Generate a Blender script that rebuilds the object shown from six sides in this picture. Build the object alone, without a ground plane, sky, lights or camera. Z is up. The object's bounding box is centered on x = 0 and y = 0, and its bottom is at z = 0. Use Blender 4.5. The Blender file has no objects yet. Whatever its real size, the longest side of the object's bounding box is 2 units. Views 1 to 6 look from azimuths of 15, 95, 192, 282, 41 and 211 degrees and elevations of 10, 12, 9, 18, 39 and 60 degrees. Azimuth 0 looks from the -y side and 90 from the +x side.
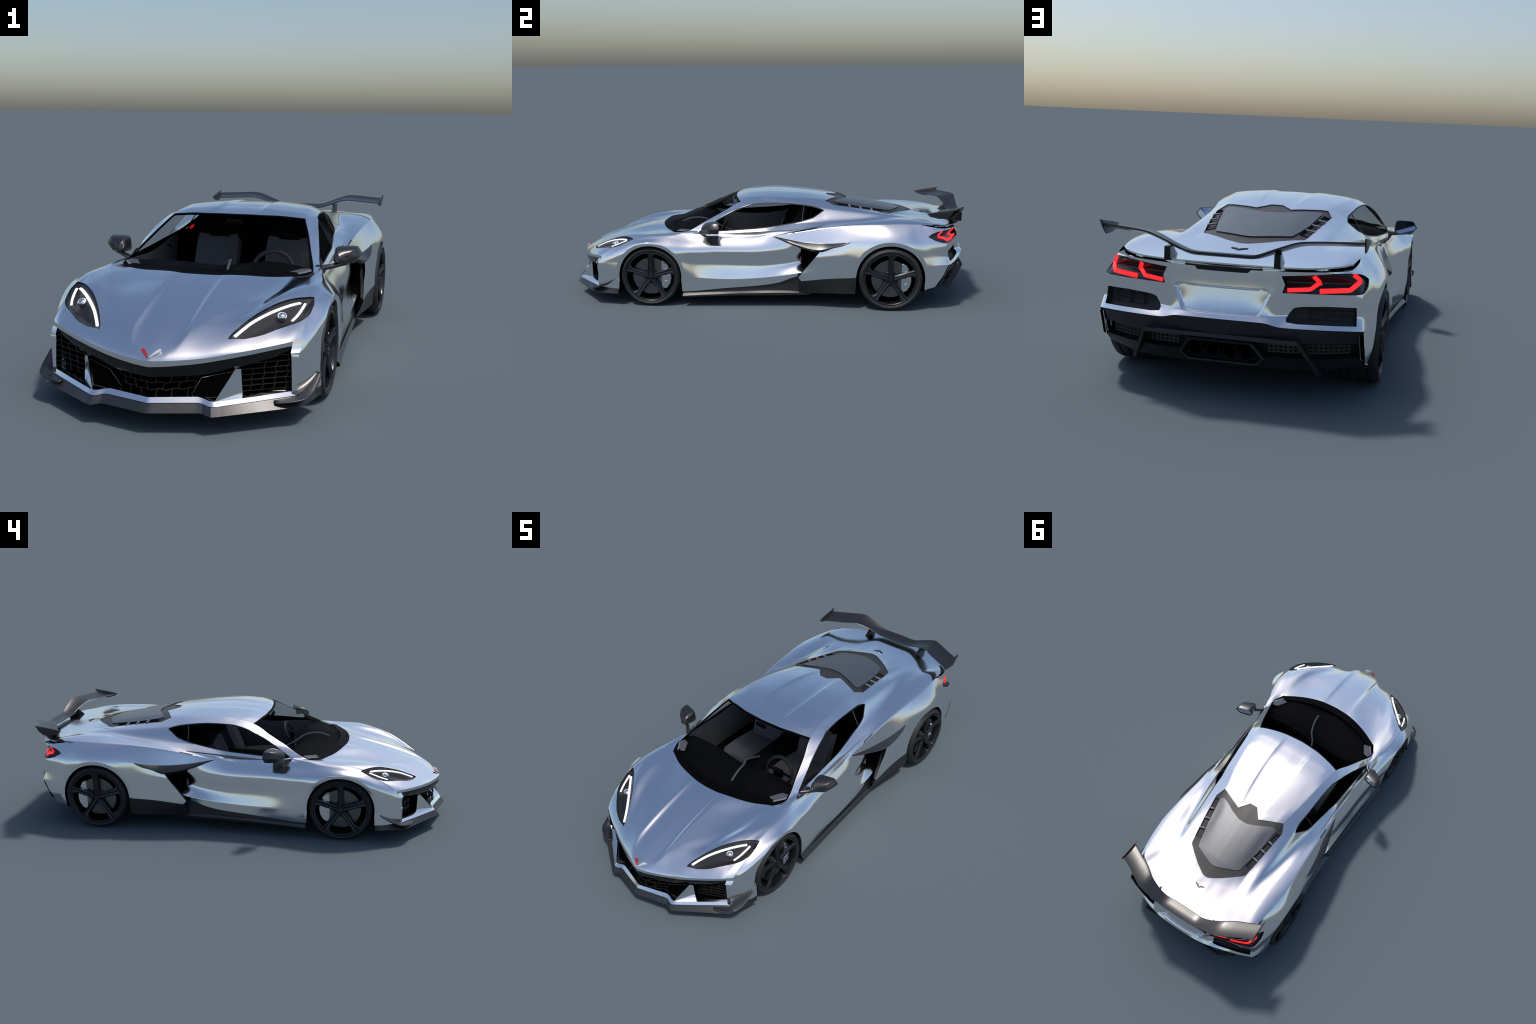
# Mid-engined sports coupe with a high rear wing, built from lofted body lines.
import bpy, bmesh, math, random
import numpy as np
from mathutils import Vector, Matrix

random.seed(7)
V = Vector

# ------------------------------------------------------------------ materials
def material(name, color, metallic=0.0, rough=0.5, **kw):
    m = bpy.data.materials.new(name)
    m.use_nodes = True
    p = m.node_tree.nodes['Principled BSDF']
    p.inputs['Base Color'].default_value = (*color, 1)
    p.inputs['Metallic'].default_value = metallic
    p.inputs['Roughness'].default_value = rough
    for k, v in kw.items():
        p.inputs[k.replace('_', ' ')].default_value = v
    return m

def grain(m, scale, amount, bump=0.0):
    """small procedural variation of value (and optional bump) on object coordinates"""
    nt = m.node_tree
    p = nt.nodes['Principled BSDF']
    col = tuple(p.inputs['Base Color'].default_value)
    tc = nt.nodes.new('ShaderNodeTexCoord')
    nz = nt.nodes.new('ShaderNodeTexNoise')
    nz.inputs['Scale'].default_value = scale
    nt.links.new(tc.outputs['Object'], nz.inputs['Vector'])
    rp = nt.nodes.new('ShaderNodeValToRGB')
    rp.color_ramp.elements[0].position = 0.3
    rp.color_ramp.elements[1].position = 0.7
    rp.color_ramp.elements[0].color = tuple(c * (1 - amount) for c in col[:3]) + (1,)
    rp.color_ramp.elements[1].color = tuple(min(1, c * (1 + amount)) for c in col[:3]) + (1,)
    nt.links.new(nz.outputs['Fac'], rp.inputs['Fac'])
    nt.links.new(rp.outputs['Color'], p.inputs['Base Color'])
    if bump:
        bp = nt.nodes.new('ShaderNodeBump')
        bp.inputs['Strength'].default_value = bump
        bp.inputs['Distance'].default_value = 0.001
        nt.links.new(nz.outputs['Fac'], bp.inputs['Height'])
        nt.links.new(bp.outputs['Normal'], p.inputs['Normal'])
    return m

def glass_material(name, tint, gloss, ior):
    """thin tinted pane"""
    m = material(name, tint, 0.0, gloss)
    p = m.node_tree.nodes['Principled BSDF']
    p.inputs['Transmission Weight'].default_value = 1.0
    p.inputs['IOR'].default_value = ior
    return m

def light_material(name, color, strength):
    m = material(name, color, 0, 0.4)
    p = m.node_tree.nodes['Principled BSDF']
    p.inputs['Emission Color'].default_value = (*color, 1)
    p.inputs['Emission Strength'].default_value = strength
    return m

M = {}
M['paint'] = grain(material('silver_metallic_paint', (0.97, 0.97, 0.98), 1.0, 0.12), 60, 0.006)
M['carbon'] = grain(material('satin_dark_grey_trim', (0.085, 0.083, 0.083), 0.85, 0.33), 90, 0.05)
M['black'] = material('gloss_black_trim', (0.004, 0.004, 0.0045), 0.0, 0.16)
M['matt'] = grain(material('matt_black_plastic', (0.012, 0.0125, 0.014), 0.0, 0.55), 80, 0.1)
M['diffuser'] = grain(material('satin_black_diffuser', (0.022, 0.0225, 0.024), 0.2, 0.42), 80, 0.06)
M['void'] = material('unlit_cavity_black', (0.002, 0.002, 0.002), 0.0, 0.9, Specular_IOR_Level=0.0)  # near-zero colour, no specular: darkness of deep openings baked in
M['lamp'] = material('lamp_housing_charcoal', (0.022, 0.022, 0.024), 0.0, 0.4)
M['tail'] = material('tail_lamp_smoked', (0.02, 0.02, 0.022), 0.0, 0.2)
M['rubber'] = grain(material('tyre_rubber', (0.016, 0.016, 0.017), 0.0, 0.6), 120, 0.15, 0.2)
M['rim'] = material('dark_wheel_alloy', (0.050, 0.051, 0.056), 0.85, 0.25)
M['disc'] = grain(material('brake_disc_steel', (0.17, 0.168, 0.17), 1.0, 0.33), 40, 0.1)
M['chrome'] = material('bright_chrome', (0.85, 0.85, 0.87), 1.0, 0.08)
M['mirrorglass'] = material('mirror_glass', (0.55, 0.6, 0.75), 1.0, 0.03)
M['seat'] = grain(material('grey_seat_cloth', (0.11, 0.112, 0.125), 0.0, 0.75), 120, 0.08)
M['trimdark'] = grain(material('cabin_black_soft', (0.005, 0.005, 0.0058), 0.0, 0.8, Specular_IOR_Level=0.08), 60, 0.1)
M['trimgrey'] = grain(material('cabin_grey_panel', (0.17, 0.17, 0.18), 0.0, 0.6), 60, 0.05)
M['glass'] = glass_material('windscreen_glass', (0.90, 0.91, 0.92), 0.0, 1.012)
M['sideglass'] = glass_material('side_window_tinted_glass', (0.62, 0.62, 0.63), 0.0, 1.012)
M['frit'] = material('black_glass_border', (0.002, 0.002, 0.0022), 0.0, 0.5, Specular_IOR_Level=0.03)
M['hatchglass'] = material('hatch_grey_glass', (0.16, 0.165, 0.175), 0.75, 0.3)
M['lens'] = glass_material('clear_lamp_cover', (0.97, 0.97, 0.97), 0.0, 1.012)
M['hatchframe'] = grain(material('hatch_frame_grey', (0.040, 0.039, 0.038), 0.3, 0.42), 80, 0.05)
M['white_light'] = light_material('daytime_running_light', (1, 1, 1), 1.6)
M['red_light'] = light_material('tail_light_red', (1.0, 0.025, 0.03), 0.9)
M['red'] = material('emblem_red', (0.45, 0.02, 0.025), 0.2, 0.3)
M['emblem_bright'] = material('emblem_silver', (0.80, 0.80, 0.82), 0.3, 0.3)  # lightened, mostly non-metal silver: sunlit brightness put into the base colour
M['emblem'] = material('emblem_dark', (0.03, 0.03, 0.03), 0.5, 0.3)

# ------------------------------------------------------------------ scene tree
ROOT = bpy.data.objects.new('sports_coupe', None)
bpy.context.scene.collection.objects.link(ROOT)
ROOT['label'] = 'silver metallic sports coupe with dark rear wing and wheels'
ROOT['category'] = 'sports car'

def add(name, mesh, parent=None, mats=()):
    o = bpy.data.objects.new(name, mesh)
    bpy.context.scene.collection.objects.link(o)
    o.parent = parent or ROOT
    for m in mats:
        mesh.materials.append(m)
    return o

def mesh_from(name, verts, faces, mat=None, parent=None, smooth=True, mats=None, sharp=None):
    me = bpy.data.meshes.new(name)
    me.from_pydata([tuple(v) for v in verts], [], faces)
    me.update()
    me.polygons.foreach_set('use_smooth', [smooth] * len(me.polygons))
    o = add(name, me, parent, mats or ([mat] if mat else []))
    if sharp is not None:
        me.set_sharp_from_angle(angle=math.radians(sharp))
    return o

def bm_to(name, bm, mat, parent=None, smooth=True, sharp=40):
    me = bpy.data.meshes.new(name)
    bmesh.ops.recalc_face_normals(bm, faces=bm.faces[:])
    bm.to_mesh(me)
    bm.free()
    me.polygons.foreach_set('use_smooth', [smooth] * len(me.polygons))
    if smooth and sharp:
        me.set_sharp_from_angle(angle=math.radians(sharp))
    return add(name, me, parent, [mat])

def mirrored(o, name=None):
    """second object for the other side of the car, own mirrored mesh"""
    me = o.data.copy()
    co = np.empty(len(me.vertices) * 3)
    me.vertices.foreach_get('co', co)
    co[0::3] *= -1
    me.vertices.foreach_set('co', co)
    me.flip_normals()
    me.update()
    n = bpy.data.objects.new(name or o.name.split('.')[0], me)
    bpy.context.scene.collection.objects.link(n)
    n.parent = o.parent
    return n

# ------------------------------------------------------------------ curve tools
def makima(xs, ys, xq):
    """smooth interpolation through control points without overshoot"""
    xs = np.asarray(xs, float); ys = np.asarray(ys, float); xq = np.asarray(xq, float)
    if len(xs) == 2:
        return np.interp(xq, xs, ys)
    d = np.diff(ys) / np.diff(xs)
    d = np.r_[2 * d[0] - d[1], d, 2 * d[-1] - d[-2]]
    d = np.r_[2 * d[0] - d[1], d, 2 * d[-1] - d[-2]]
    w = np.abs(np.diff(d)) + np.abs(d[1:] + d[:-1]) / 2
    w1, w2 = w[2:], w[:-2]
    s = w1 + w2
    t = np.where(s > 1e-12, (w1 * d[1:-2] + w2 * d[2:-1]) / np.where(s > 1e-12, s, 1), 0.5 * (d[1:-2] + d[2:-1]))
    i = np.clip(np.searchsorted(xs, xq, 'right') - 1, 0, len(xs) - 2)
    h = xs[i + 1] - xs[i]
    f = (xq - xs[i]) / h
    return ((2*f**3 - 3*f**2 + 1) * ys[i] + (f**3 - 2*f**2 + f) * h * t[i]
            + (-2*f**3 + 3*f**2) * ys[i+1] + (f**3 - f**2) * h * t[i+1])

def line_at(ctrl, u, breaks=()):
    """evaluate a body line given as (u, x, y, z) control points; breaks = hard corners"""
    c = np.array(ctrl, float)
    out = np.zeros((len(u), 3))
    edges = [c[0, 0]] + [b for b in breaks if c[0, 0] < b < c[-1, 0]] + [c[-1, 0]]
    for a, b in zip(edges[:-1], edges[1:]):
        seg = c[(c[:, 0] >= a - 1e-9) & (c[:, 0] <= b + 1e-9)]
        sel = (u >= a - 1e-9) & (u <= b + 1e-9)
        for k in range(3):
            out[sel, k] = makima(seg[:, 0], seg[:, k + 1], np.clip(u[sel], a, b))
    return out

def loft(rows, ns, crease, before=None, after=None):
    """rows: list of (nu,3); returns (nu, nv, 3) smooth across rows, crease[j] (nu,) 0..1"""
    R = list(rows)
    k0 = 1 if before is not None else 0
    if before is not None: R = [before] + R
    if after is not None: R = R + [after]
    R = np.array(R)
    n = len(R)
    ch = np.linalg.norm(np.diff(R, axis=0), axis=2) + 1e-6
    sl = np.diff(R, axis=0) / ch[..., None]
    tan_l = np.zeros_like(R); tan_r = np.zeros_like(R)
    for j in range(n):
        if j == 0: t = sl[0]; tl = tr = t
        elif j == n - 1: t = sl[-1]; tl = tr = t
        else:
            a, b = ch[j-1][:, None], ch[j][:, None]
            t = (sl[j-1] * b + sl[j] * a) / (a + b)
            c = crease.get(j - k0, 0.0) if isinstance(crease, dict) else 0.0
            c = np.broadcast_to(np.asarray(c, float), (R.shape[1],))[:, None]
            tl = t * (1 - c) + sl[j-1] * c
            tr = t * (1 - c) + sl[j] * c
        tan_l[j] = tl; tan_r[j] = tr
    out = []
    m = len(rows)
    for j in range(k0, k0 + m - 1):
        N = ns[j - k0]
        for q in range(N):
            f = q / N
            h = ch[j][:, None]
            out.append((2*f**3 - 3*f**2 + 1) * R[j] + (f**3 - 2*f**2 + f) * h * tan_r[j]
                       + (-2*f**3 + 3*f**2) * R[j+1] + (f**3 - f**2) * h * tan_l[j+1])
    out.append(R[k0 + m - 1])
    return np.array(out).transpose(1, 0, 2)

def add_grid(bm, G, layer, tag, keep=None):
    nu, nv, _ = G.shape
    vs = [[bm.verts.new(G[i, j]) for j in range(nv)] for i in range(nu)]
    for i in range(nu - 1):
        for j in range(nv - 1):
            t = tag(i, j) if callable(tag) else tag
            if t is None: continue
            q = [vs[i][j], vs[i+1][j], vs[i+1][j+1], vs[i][j+1]]
            try:
                f = bm.faces.new(q)
            except ValueError:
                continue
            f[layer] = t
    return vs

def inside(poly, x, y):
    c = False
    n = len(poly)
    for i in range(n):
        x1, y1 = poly[i]; x2, y2 = poly[i - 1]
        if (y1 > y) != (y2 > y) and x < (x2 - x1) * (y - y1) / (y2 - y1) + x1:
            c = not c
    return c

def cut(bm, layer, poly, axes, test, tag, retag=True, closed=True):
    """score the skin along a polygon seen along one axis and tag what lies inside"""
    a, b = axes
    p = np.array(poly)
    lo, hi = p.min(0) - 0.02, p.max(0) + 0.02
    cand = set()
    for f in bm.faces:
        c = f.calc_center_median()
        if lo[0] < c[a] < hi[0] and lo[1] < c[b] < hi[1] and test(f, c):
            cand.add(f)
    n = len(poly)
    for i in range(n if closed else n - 1):
        q0, q1 = poly[i], poly[(i + 1) % n]
        d = (q1[0] - q0[0], q1[1] - q0[1])
        no = [0, 0, 0]; no[a] = d[1]; no[b] = -d[0]
        co = [0, 0, 0]; co[a] = q0[0]; co[b] = q0[1]
        L2 = d[0]**2 + d[1]**2
        if L2 < 1e-14: continue
        mv = V(no).normalized(); cv = V(co)
        sel = []
        for f in cand:
            if not f.is_valid: continue
            s = [(v.co - cv).dot(mv) for v in f.verts]
            if min(s) > -1e-7 or max(s) < 1e-7: continue
            t = [((v.co[a] - q0[0]) * d[0] + (v.co[b] - q0[1]) * d[1]) / L2 for v in f.verts]
            if max(t) < -0.02 or min(t) > 1.02: continue
            sel.append(f)
        if not sel: continue
        geom = set(sel)
        for f in sel:
            geom.update(f.edges); geom.update(f.verts)
        r = bmesh.ops.bisect_plane(bm, geom=list(geom), dist=1e-6, plane_co=cv, plane_no=mv)
        for g in r['geom']:
            if isinstance(g, bmesh.types.BMFace): cand.add(g)
        for g in r['geom_cut']:
            for f in g.link_faces:
                if test(f, f.calc_center_median()): cand.add(f)
    if retag:
        for f in cand:
            if not f.is_valid: continue
            c = f.calc_center_median()
            if inside(poly, c[a], c[b]):
                f[layer] = tag
    return cand

def smooth_poly(ctrl, n=60, closed=True):
    """round polygon through control points (Catmull-Rom)"""
    p = np.array(ctrl, float); m = len(p); out = []
    seg = m if closed else m - 1
    for i in range(seg):
        p0 = p[(i-1) % m] if closed or i > 0 else 2*p[0]-p[1]
        p1, p2 = p[i], p[(i+1) % m]
        p3 = p[(i+2) % m] if closed or i + 2 < m else 2*p[-1]-p[-2]
        k = max(2, n // seg)
        for q in range(k):
            t = q / k
            out.append(0.5*((2*p1)+(-p0+p2)*t+(2*p0-5*p1+4*p2-p3)*t*t+(-p0+3*p1-3*p2+p3)*t**3))
    if not closed: out.append(p[-1])
    return [tuple(q) for q in out]

def circle(cy, cz, r, n=72):
    return [(cy + r*math.cos(2*math.pi*i/n), cz + r*math.sin(2*math.pi*i/n)) for i in range(n)]

# ------------------------------------------------------------------ body lines
# each line: (u, x, y, z); u = 0 nose edge, 1 windscreen base, 2 windscreen top,
# 3 engine hatch front, 4 rear axle, 5 tail edge, 6 centre of the tail (wrapped sides)
CENTRE = [(0,0,-.970,.197),(.1,0,-.942,.219),(.3,0,-.853,.264),(.65,0,-.69,.317),(1,0,-.530,.354),(1.13,0,-.483,.3635),
  (1.5,0,-.345,.4185),(1.75,0,-.247,.462),(2,0,-.148,.502),(2.2,0,-.06,.517),(2.5,0,.05,.523),(2.75,0,.19,.515),(3,0,.312,.500),
  (3.5,0,.47,.474),(4,0,.63,.445),(4.35,0,.756,.419),(4.5,0,.80,.412),(4.8,0,.91,.402),(5,0,.985,.399)]
RIDGE_FOOT = [(0,.040,-.960,.1975),(.1,.05,-.935,.2205),(.3,.067,-.850,.2625),(.65,.067,-.70,.3135),(1,.068,-.525,.3545),(1.13,.069,-.479,.3635),
  (1.5,.07,-.343,.4185),(1.75,.072,-.244,.462),(2,.073,-.143,.5015),(2.2,.073,-.06,.516),(2.5,.075,.05,.522),(2.75,.068,.19,.5145),(3,.056,.312,.4995),
  (3.25,.052,.39,.4870),(3.5,.05,.47,.4731),(4,.045,.63,.4439),(4.35,.04,.755,.4188),(4.8,.04,.91,.402),(5,.04,.984,.399)]
RIDGE_TOP = [(0,.055,-.955,.198),(.1,.065,-.93,.222),(.3,.083,-.856,.2655),(.65,.082,-.70,.3195),(1,.081,-.523,.3555),(1.13,.082,-.477,.3635),
  (1.5,.085,-.342,.4185),(1.75,.086,-.243,.462),(2,.087,-.142,.501),(2.2,.087,-.06,.519),(2.5,.088,.05,.524),(2.75,.080,.19,.517),(3,.068,.312,.5005),
  (3.25,.062,.39,.4868),(3.5,.06,.47,.4727),(4,.055,.63,.4434),(4.35,.05,.753,.4186),(4.8,.05,.91,.402),(5,.05,.984,.399)]
HOOD_FOLD = [(0,.132,-.924,.202),(.1,.122,-.905,.226),(.3,.108,-.83,.275),(.5,.15,-.76,.296),(.65,.19,-.69,.311),(.8,.225,-.60,.324),(1,.235,-.472,.3485),(1.13,.228,-.433,.358),
  (1.5,.205,-.312,.414),(1.75,.185,-.221,.456),(2,.165,-.127,.4985),(2.2,.16,-.06,.513),(2.5,.155,.05,.519),(2.75,.14,.19,.512),(3,.13,.312,.4965),
  (3.5,.115,.47,.469),(4,.11,.63,.4385),(4.35,.10,.745,.4185),(4.8,.10,.905,.402),(5,.10,.982,.399)]
HOOD_OUTER = [(0,.19,-.899,.210),(.1,.19,-.88,.231),(.3,.175,-.815,.271),(.5,.21,-.745,.294),(.65,.24,-.68,.313),(.8,.265,-.60,.328),(1,.27,-.452,.348),(1.13,.268,-.415,.357),
  (1.5,.24,-.297,.411),(1.75,.222,-.208,.453),(2,.205,-.117,.4945),(2.2,.20,-.055,.509),(2.5,.19,.05,.515),(2.75,.175,.19,.508),(3,.158,.312,.494),
  (3.5,.145,.47,.4635),(4,.14,.63,.434),(4.35,.14,.73,.4185),(4.8,.14,.9,.402),(5,.14,.98,.399)]
ROOF_RAIL = [(0,.256,-.866,.220),(.1,.253,-.845,.240),(.3,.245,-.785,.283),(.5,.272,-.72,.311),(.65,.290,-.66,.331),(.8,.303,-.58,.340),(1,.299,-.438,.347),
  (1.2,.3265,-.366,.354),(1.5,.298,-.268,.404),(1.75,.272,-.185,.448),(2,.243,-.104,.490),(2.2,.232,-.03,.504),(2.5,.222,.06,.5105),
  (2.75,.203,.19,.504),(3,.181,.309,.490),(3.2,.179,.38,.4765),(3.5,.174,.50,.4535),(4,.168,.632,.428),(4.35,.172,.74,.4165),(4.8,.18,.89,.402),(5,.18,.968,.398)]
WINDOW_TOP = [(0,.318,-.830,.230),(.1,.312,-.81,.249),(.3,.303,-.76,.283),(.5,.318,-.70,.310),(.65,.332,-.64,.330),(.8,.340,-.56,.343),(1,.335,-.45,.349),
  (1.2,.336,-.355,.354),(1.32,.3365,-.302,.357),(1.5,.316,-.222,.408),(1.75,.294,-.13,.456),(2,.276,-.05,.483),(2.2,.266,.0,.490),
  (2.5,.258,.09,.491),(2.75,.252,.18,.484),(3,.244,.29,.464),(3.2,.241,.36,.455),(3.5,.235,.47,.4435),(3.75,.230,.55,.4365),(4,.222,.63,.4285),(4.35,.222,.74,.417),(4.8,.25,.88,.401),(5,.25,.940,.397)]
BELT = [(0,.348,-.810,.2345),(.1,.343,-.79,.252),(.3,.338,-.735,.283),(.5,.350,-.685,.306),(.65,.358,-.62,.328),(.8,.362,-.54,.344),(1,.358,-.44,.348),
  (1.2,.348,-.355,.354),(1.32,.3375,-.302,.3555),(1.5,.334,-.211,.357),(1.75,.327,-.11,.3635),(2,.321,0,.372),(2.2,.311,.07,.380),
  (2.5,.297,.17,.396),(2.75,.297,.24,.401),(3,.296,.31,.402),(3.5,.276,.46,.409),(4,.252,.61,.421),(4.35,.256,.73,.418),(4.8,.295,.85,.404),(5,.30,.900,.397)]
CROWN = [(0,.365,-.793,.235),(.1,.362,-.775,.253),(.3,.362,-.715,.285),(.5,.37,-.66,.310),(.65,.376,-.61,.327),(.8,.380,-.53,.340),(1,.373,-.44,.343),
  (1.3,.356,-.337,.345),(1.5,.348,-.211,.344),(2,.334,0,.356),(2.2,.336,.07,.363),(2.5,.330,.17,.374),(2.75,.328,.24,.384),
  (3,.327,.31,.391),(3.5,.322,.46,.409),(4,.312,.62,.422),(4.35,.312,.73,.420),(4.8,.325,.84,.406),(5,.329,.870,.398)]
SHOULDER = [(0,.378,-.778,.235),(.1,.378,-.762,.25),(.3,.380,-.70,.285),(.6,.392,-.616,.316),(.8,.396,-.53,.329),(1,.386,-.44,.332),(1.3,.3685,-.337,.328),(1.65,.361,-.2,.323),
  (2,.3555,-.10,.325),(2.22,.352,0,.333),(2.4,.3545,.065,.3435),(2.6,.355,.14,.355),(2.75,.357,.2,.366),(3,.361,.30,.384),(3.5,.370,.47,.403),(4,.375,.60,.409),(4.35,.368,.70,.409),(4.6,.360,.76,.407),(5,.350,.835,.399)]
TOP_LINES = [CENTRE, RIDGE_FOOT, RIDGE_TOP, HOOD_FOLD, HOOD_OUTER, ROOF_RAIL, WINDOW_TOP, BELT, CROWN, SHOULDER]

# front side: door and front wing
SIDE_UPPER = [(0,.380,-.783,.219),(.3,.404,-.70,.262),(.6,.418,-.60,.303),(.8,.421,-.53,.314),(1,.4165,-.44,.297),(1.3,.405,-.337,.286),(1.65,.3895,-.22,.283),(2,.3805,-.10,.281),
  (2.4,.3765,.063,.282),(2.55,.373,.115,.282),(2.7,.364,.17,.283),(2.9,.342,.235,.285)]
SIDE_WAIST = [(0,.377,-.80,.200),(.3,.411,-.705,.21),(.6,.42,-.60,.23),(.8,.421,-.53,.235),(1,.419,-.42,.225),(1.3,.4105,-.337,.212),(1.5,.401,-.27,.206),(1.7,.3905,-.2,.203),(2,.382,-.10,.200),
  (2.2,.380,.0,.196),(2.4,.377,.063,.197),(2.55,.371,.115,.201),(2.7,.358,.17,.206),(2.9,.328,.235,.212)]
SIDE_CREASE = [(0,.375,-.80,.14),(.3,.416,-.70,.14),(.8,.423,-.53,.14),(1,.419,-.40,.146),(1.35,.4155,-.303,.140),(1.7,.405,-.2,.135),(2,.397,-.1,.135),
  (2.3,.394,.03,.145),(2.6,.393,.127,.158),(2.75,.391,.195,.169),(2.9,.387,.235,.176)]
SIDE_BOTTOM = [(0,.373,-.80,.084),(.3,.42,-.691,.083),(.8,.42,-.53,.08),(1.2,.411,-.371,.073),(1.7,.397,-.18,.088),(2.1,.389,.033,.108),(2.4,.388,.101,.122),
  (2.6,.387,.144,.139),(2.75,.385,.195,.155),(2.9,.381,.235,.162)]
# rear quarter, wrapped round the tail
Q_TOP = [p for p in SHOULDER if 2.3 < p[0] < 4.61] + [(4.8,.361,.80,.399),(5,.350,.875,.388),(5.2,.31,.915,.386),(5.5,.20,.953,.384),(5.8,.08,.969,.382),(6,0,.972,.382)]
Q_UPPER = [(2.4,.3555,.065,.340),(2.6,.363,.127,.333),(2.75,.372,.2,.322),(3,.388,.30,.315),(3.5,.409,.46,.328),(4,.425,.62,.338),(4.3,.421,.70,.336),(4.6,.408,.77,.33),
  (5,.385,.885,.325),(5.2,.335,.912,.323),(5.5,.195,.953,.324),(5.65,.145,.967,.327),(5.85,.06,.9755,.327),(6,0,.977,.327)]
Q_MID = [(2.4,.402,.15,.25),(2.75,.404,.22,.255),(3,.405,.30,.262),(3.5,.418,.46,.262),(4,.427,.62,.26),(4.5,.415,.78,.255),(5,.390,.888,.258),(5.2,.34,.912,.258),(5.5,.2,.945,.258),(5.65,.13,.979,.256),(5.85,.055,.990,.256),(6,0,.991,.256)]
Q_LEDGE = [(2.4,.406,.14,.2),(2.75,.408,.21,.205),(3,.408,.30,.21),(3.5,.419,.46,.21),(4,.427,.62,.21),(4.5,.417,.79,.215),(4.7,.413,.83,.219),(5,.396,.90,.222),(5.2,.345,.928,.224),
  (5.5,.18,.980,.230),(5.7,.12,.995,.242),(5.85,.06,.9995,.243),(6,0,1.0,.243)]
Q_LOW = [(2.4,.413,.12,.148),(2.75,.413,.2,.145),(3,.411,.31,.146),(3.5,.42,.46,.157),(4,.427,.62,.16),(4.5,.413,.80,.155),(5,.393,.885,.17)]
Q_SILL = [(2.4,.378,.1,.075),(2.75,.384,.2,.07),(3,.398,.31,.072),(3.5,.414,.457,.076),(4,.41,.62,.08),(4.5,.402,.80,.098),(4.75,.396,.84,.108),(5,.39,.872,.125)]

STEP = 80
U_TOP = np.linspace(0, 5, 5 * STEP + 1)
rows = [line_at(l, U_TOP, (1.0,) if k < 6 else ()) for k, l in enumerate(TOP_LINES)]
def ramp(u, pts):
    return np.interp(u, [p[0] for p in pts], [p[1] for p in pts])
crease_top = {1: ramp(U_TOP, [(0,.5),(.25,1),(.85,1),(1,.2),(2,0),(2.1,.8),(3,.8),(3.1,0)]),
              2: ramp(U_TOP, [(0,.5),(.25,1),(.85,1),(1,.2),(2,0),(2.1,.9),(3,.9),(3.1,0)]),
              3: ramp(U_TOP, [(0,0),(.25,0),(.35,.9),(.8,.4),(1,0)]),
              5: ramp(U_TOP, [(0,0),(1,0),(1.1,.9),(2,.9),(3,.7),(4,.5),(4.5,0)]),
              6: ramp(U_TOP, [(0,0),(1.25,0),(1.4,1),(2.9,1),(3.3,.3),(4,0)]),
              7: ramp(U_TOP, [(0,0),(1.25,0),(1.4,1),(2.5,1),(3,.1),(4,0)]),
              9: ramp(U_TOP, [(0,1),(.4,1),(.65,.5),(1,0),(2.2,0),(2.45,1),(3.2,.9),(4,.45),(5,.5)])}
u_side = U_TOP[U_TOP <= 2.9 + 1e-9]
S1 = [line_at(l, u_side) for l in (SIDE_UPPER, SIDE_WAIST, SIDE_CREASE, SIDE_BOTTOM)]
u_q = np.linspace(2.4, 6, int(3.6 * STEP) + 1)
Q = [line_at(l, u_q) for l in (Q_TOP, Q_UPPER, Q_MID, Q_LEDGE)]
u_q5 = u_q[u_q <= 5 + 1e-9]
QL = [line_at(l, u_q5) for l in (Q_LOW, Q_SILL)]

# neighbour of the shoulder line for a continuous surface over the edge
after = np.vstack([S1[0][U_TOP[:len(u_side)] < 2.55], line_at(Q_UPPER, U_TOP[U_TOP >= 2.55 - 1e-9])])[:len(U_TOP)]
NV_TOP = [5, 4, 8, 8, 10, 10, 14, 8, 8]
G_top = loft(rows, NV_TOP, crease_top, after=after)
edges_v = np.cumsum([0] + NV_TOP)
shoulder1 = rows[9][:len(u_side)]
G_side = loft([shoulder1] + S1, [16, 14, 16, 14],
              {0: crease_top[9][:len(u_side)], 3: ramp(u_side, [(0,0),(1,0),(1.3,1),(3,1)]), 2: 0.0},
              before=rows[8][:len(u_side)])
nq = int(round(2.4 * STEP))
before_q = np.vstack([rows[8][nq:], np.repeat(rows[8][-1:], len(u_q) - (len(U_TOP) - nq), 0)])
G_quarter = loft(Q, [16, 16, 14], {0: ramp(u_q, [(2.4,1),(3.2,.9),(4,.45),(4.6,.5),(4.8,1),(6,1)]), 1: ramp(u_q, [(2.4,1),(3.2,1),(3.7,0)]), 3: ramp(u_q, [(2.4,0),(4.4,0),(4.8,1),(6,1)]),
                 2: ramp(u_q, [(2.4,0),(4.6,0),(5,.6),(6,.6)])}, before=before_q, after=np.vstack([QL[0], Q[3][len(u_q5):] + np.array([0,-.02,-.03])]))
G_qlow = loft([Q[3][:len(u_q5)]] + QL, [12, 14], {0: ramp(u_q5, [(2.4,0),(4.4,0),(4.8,1),(6,1)]), 1: 0.3}, before=Q[2][:len(u_q5)])

T = dict(hood=1, windshield=2, windshield_frame=3, roof=4, side_window=5, front_fender=6, rear_quarter=7, rear_deck=8,
         headlight=9, engine_hatch=10, door=11, drop=12, taillight=13, rear_bumper=14, side_sill=15, rear_vent=16,
         front_bumper=17, plate_recess=18, window_trim=19, hatch_glass=20, hatch_slot=21, intake=22)
NAME = {v: k for k, v in T.items()}

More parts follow.
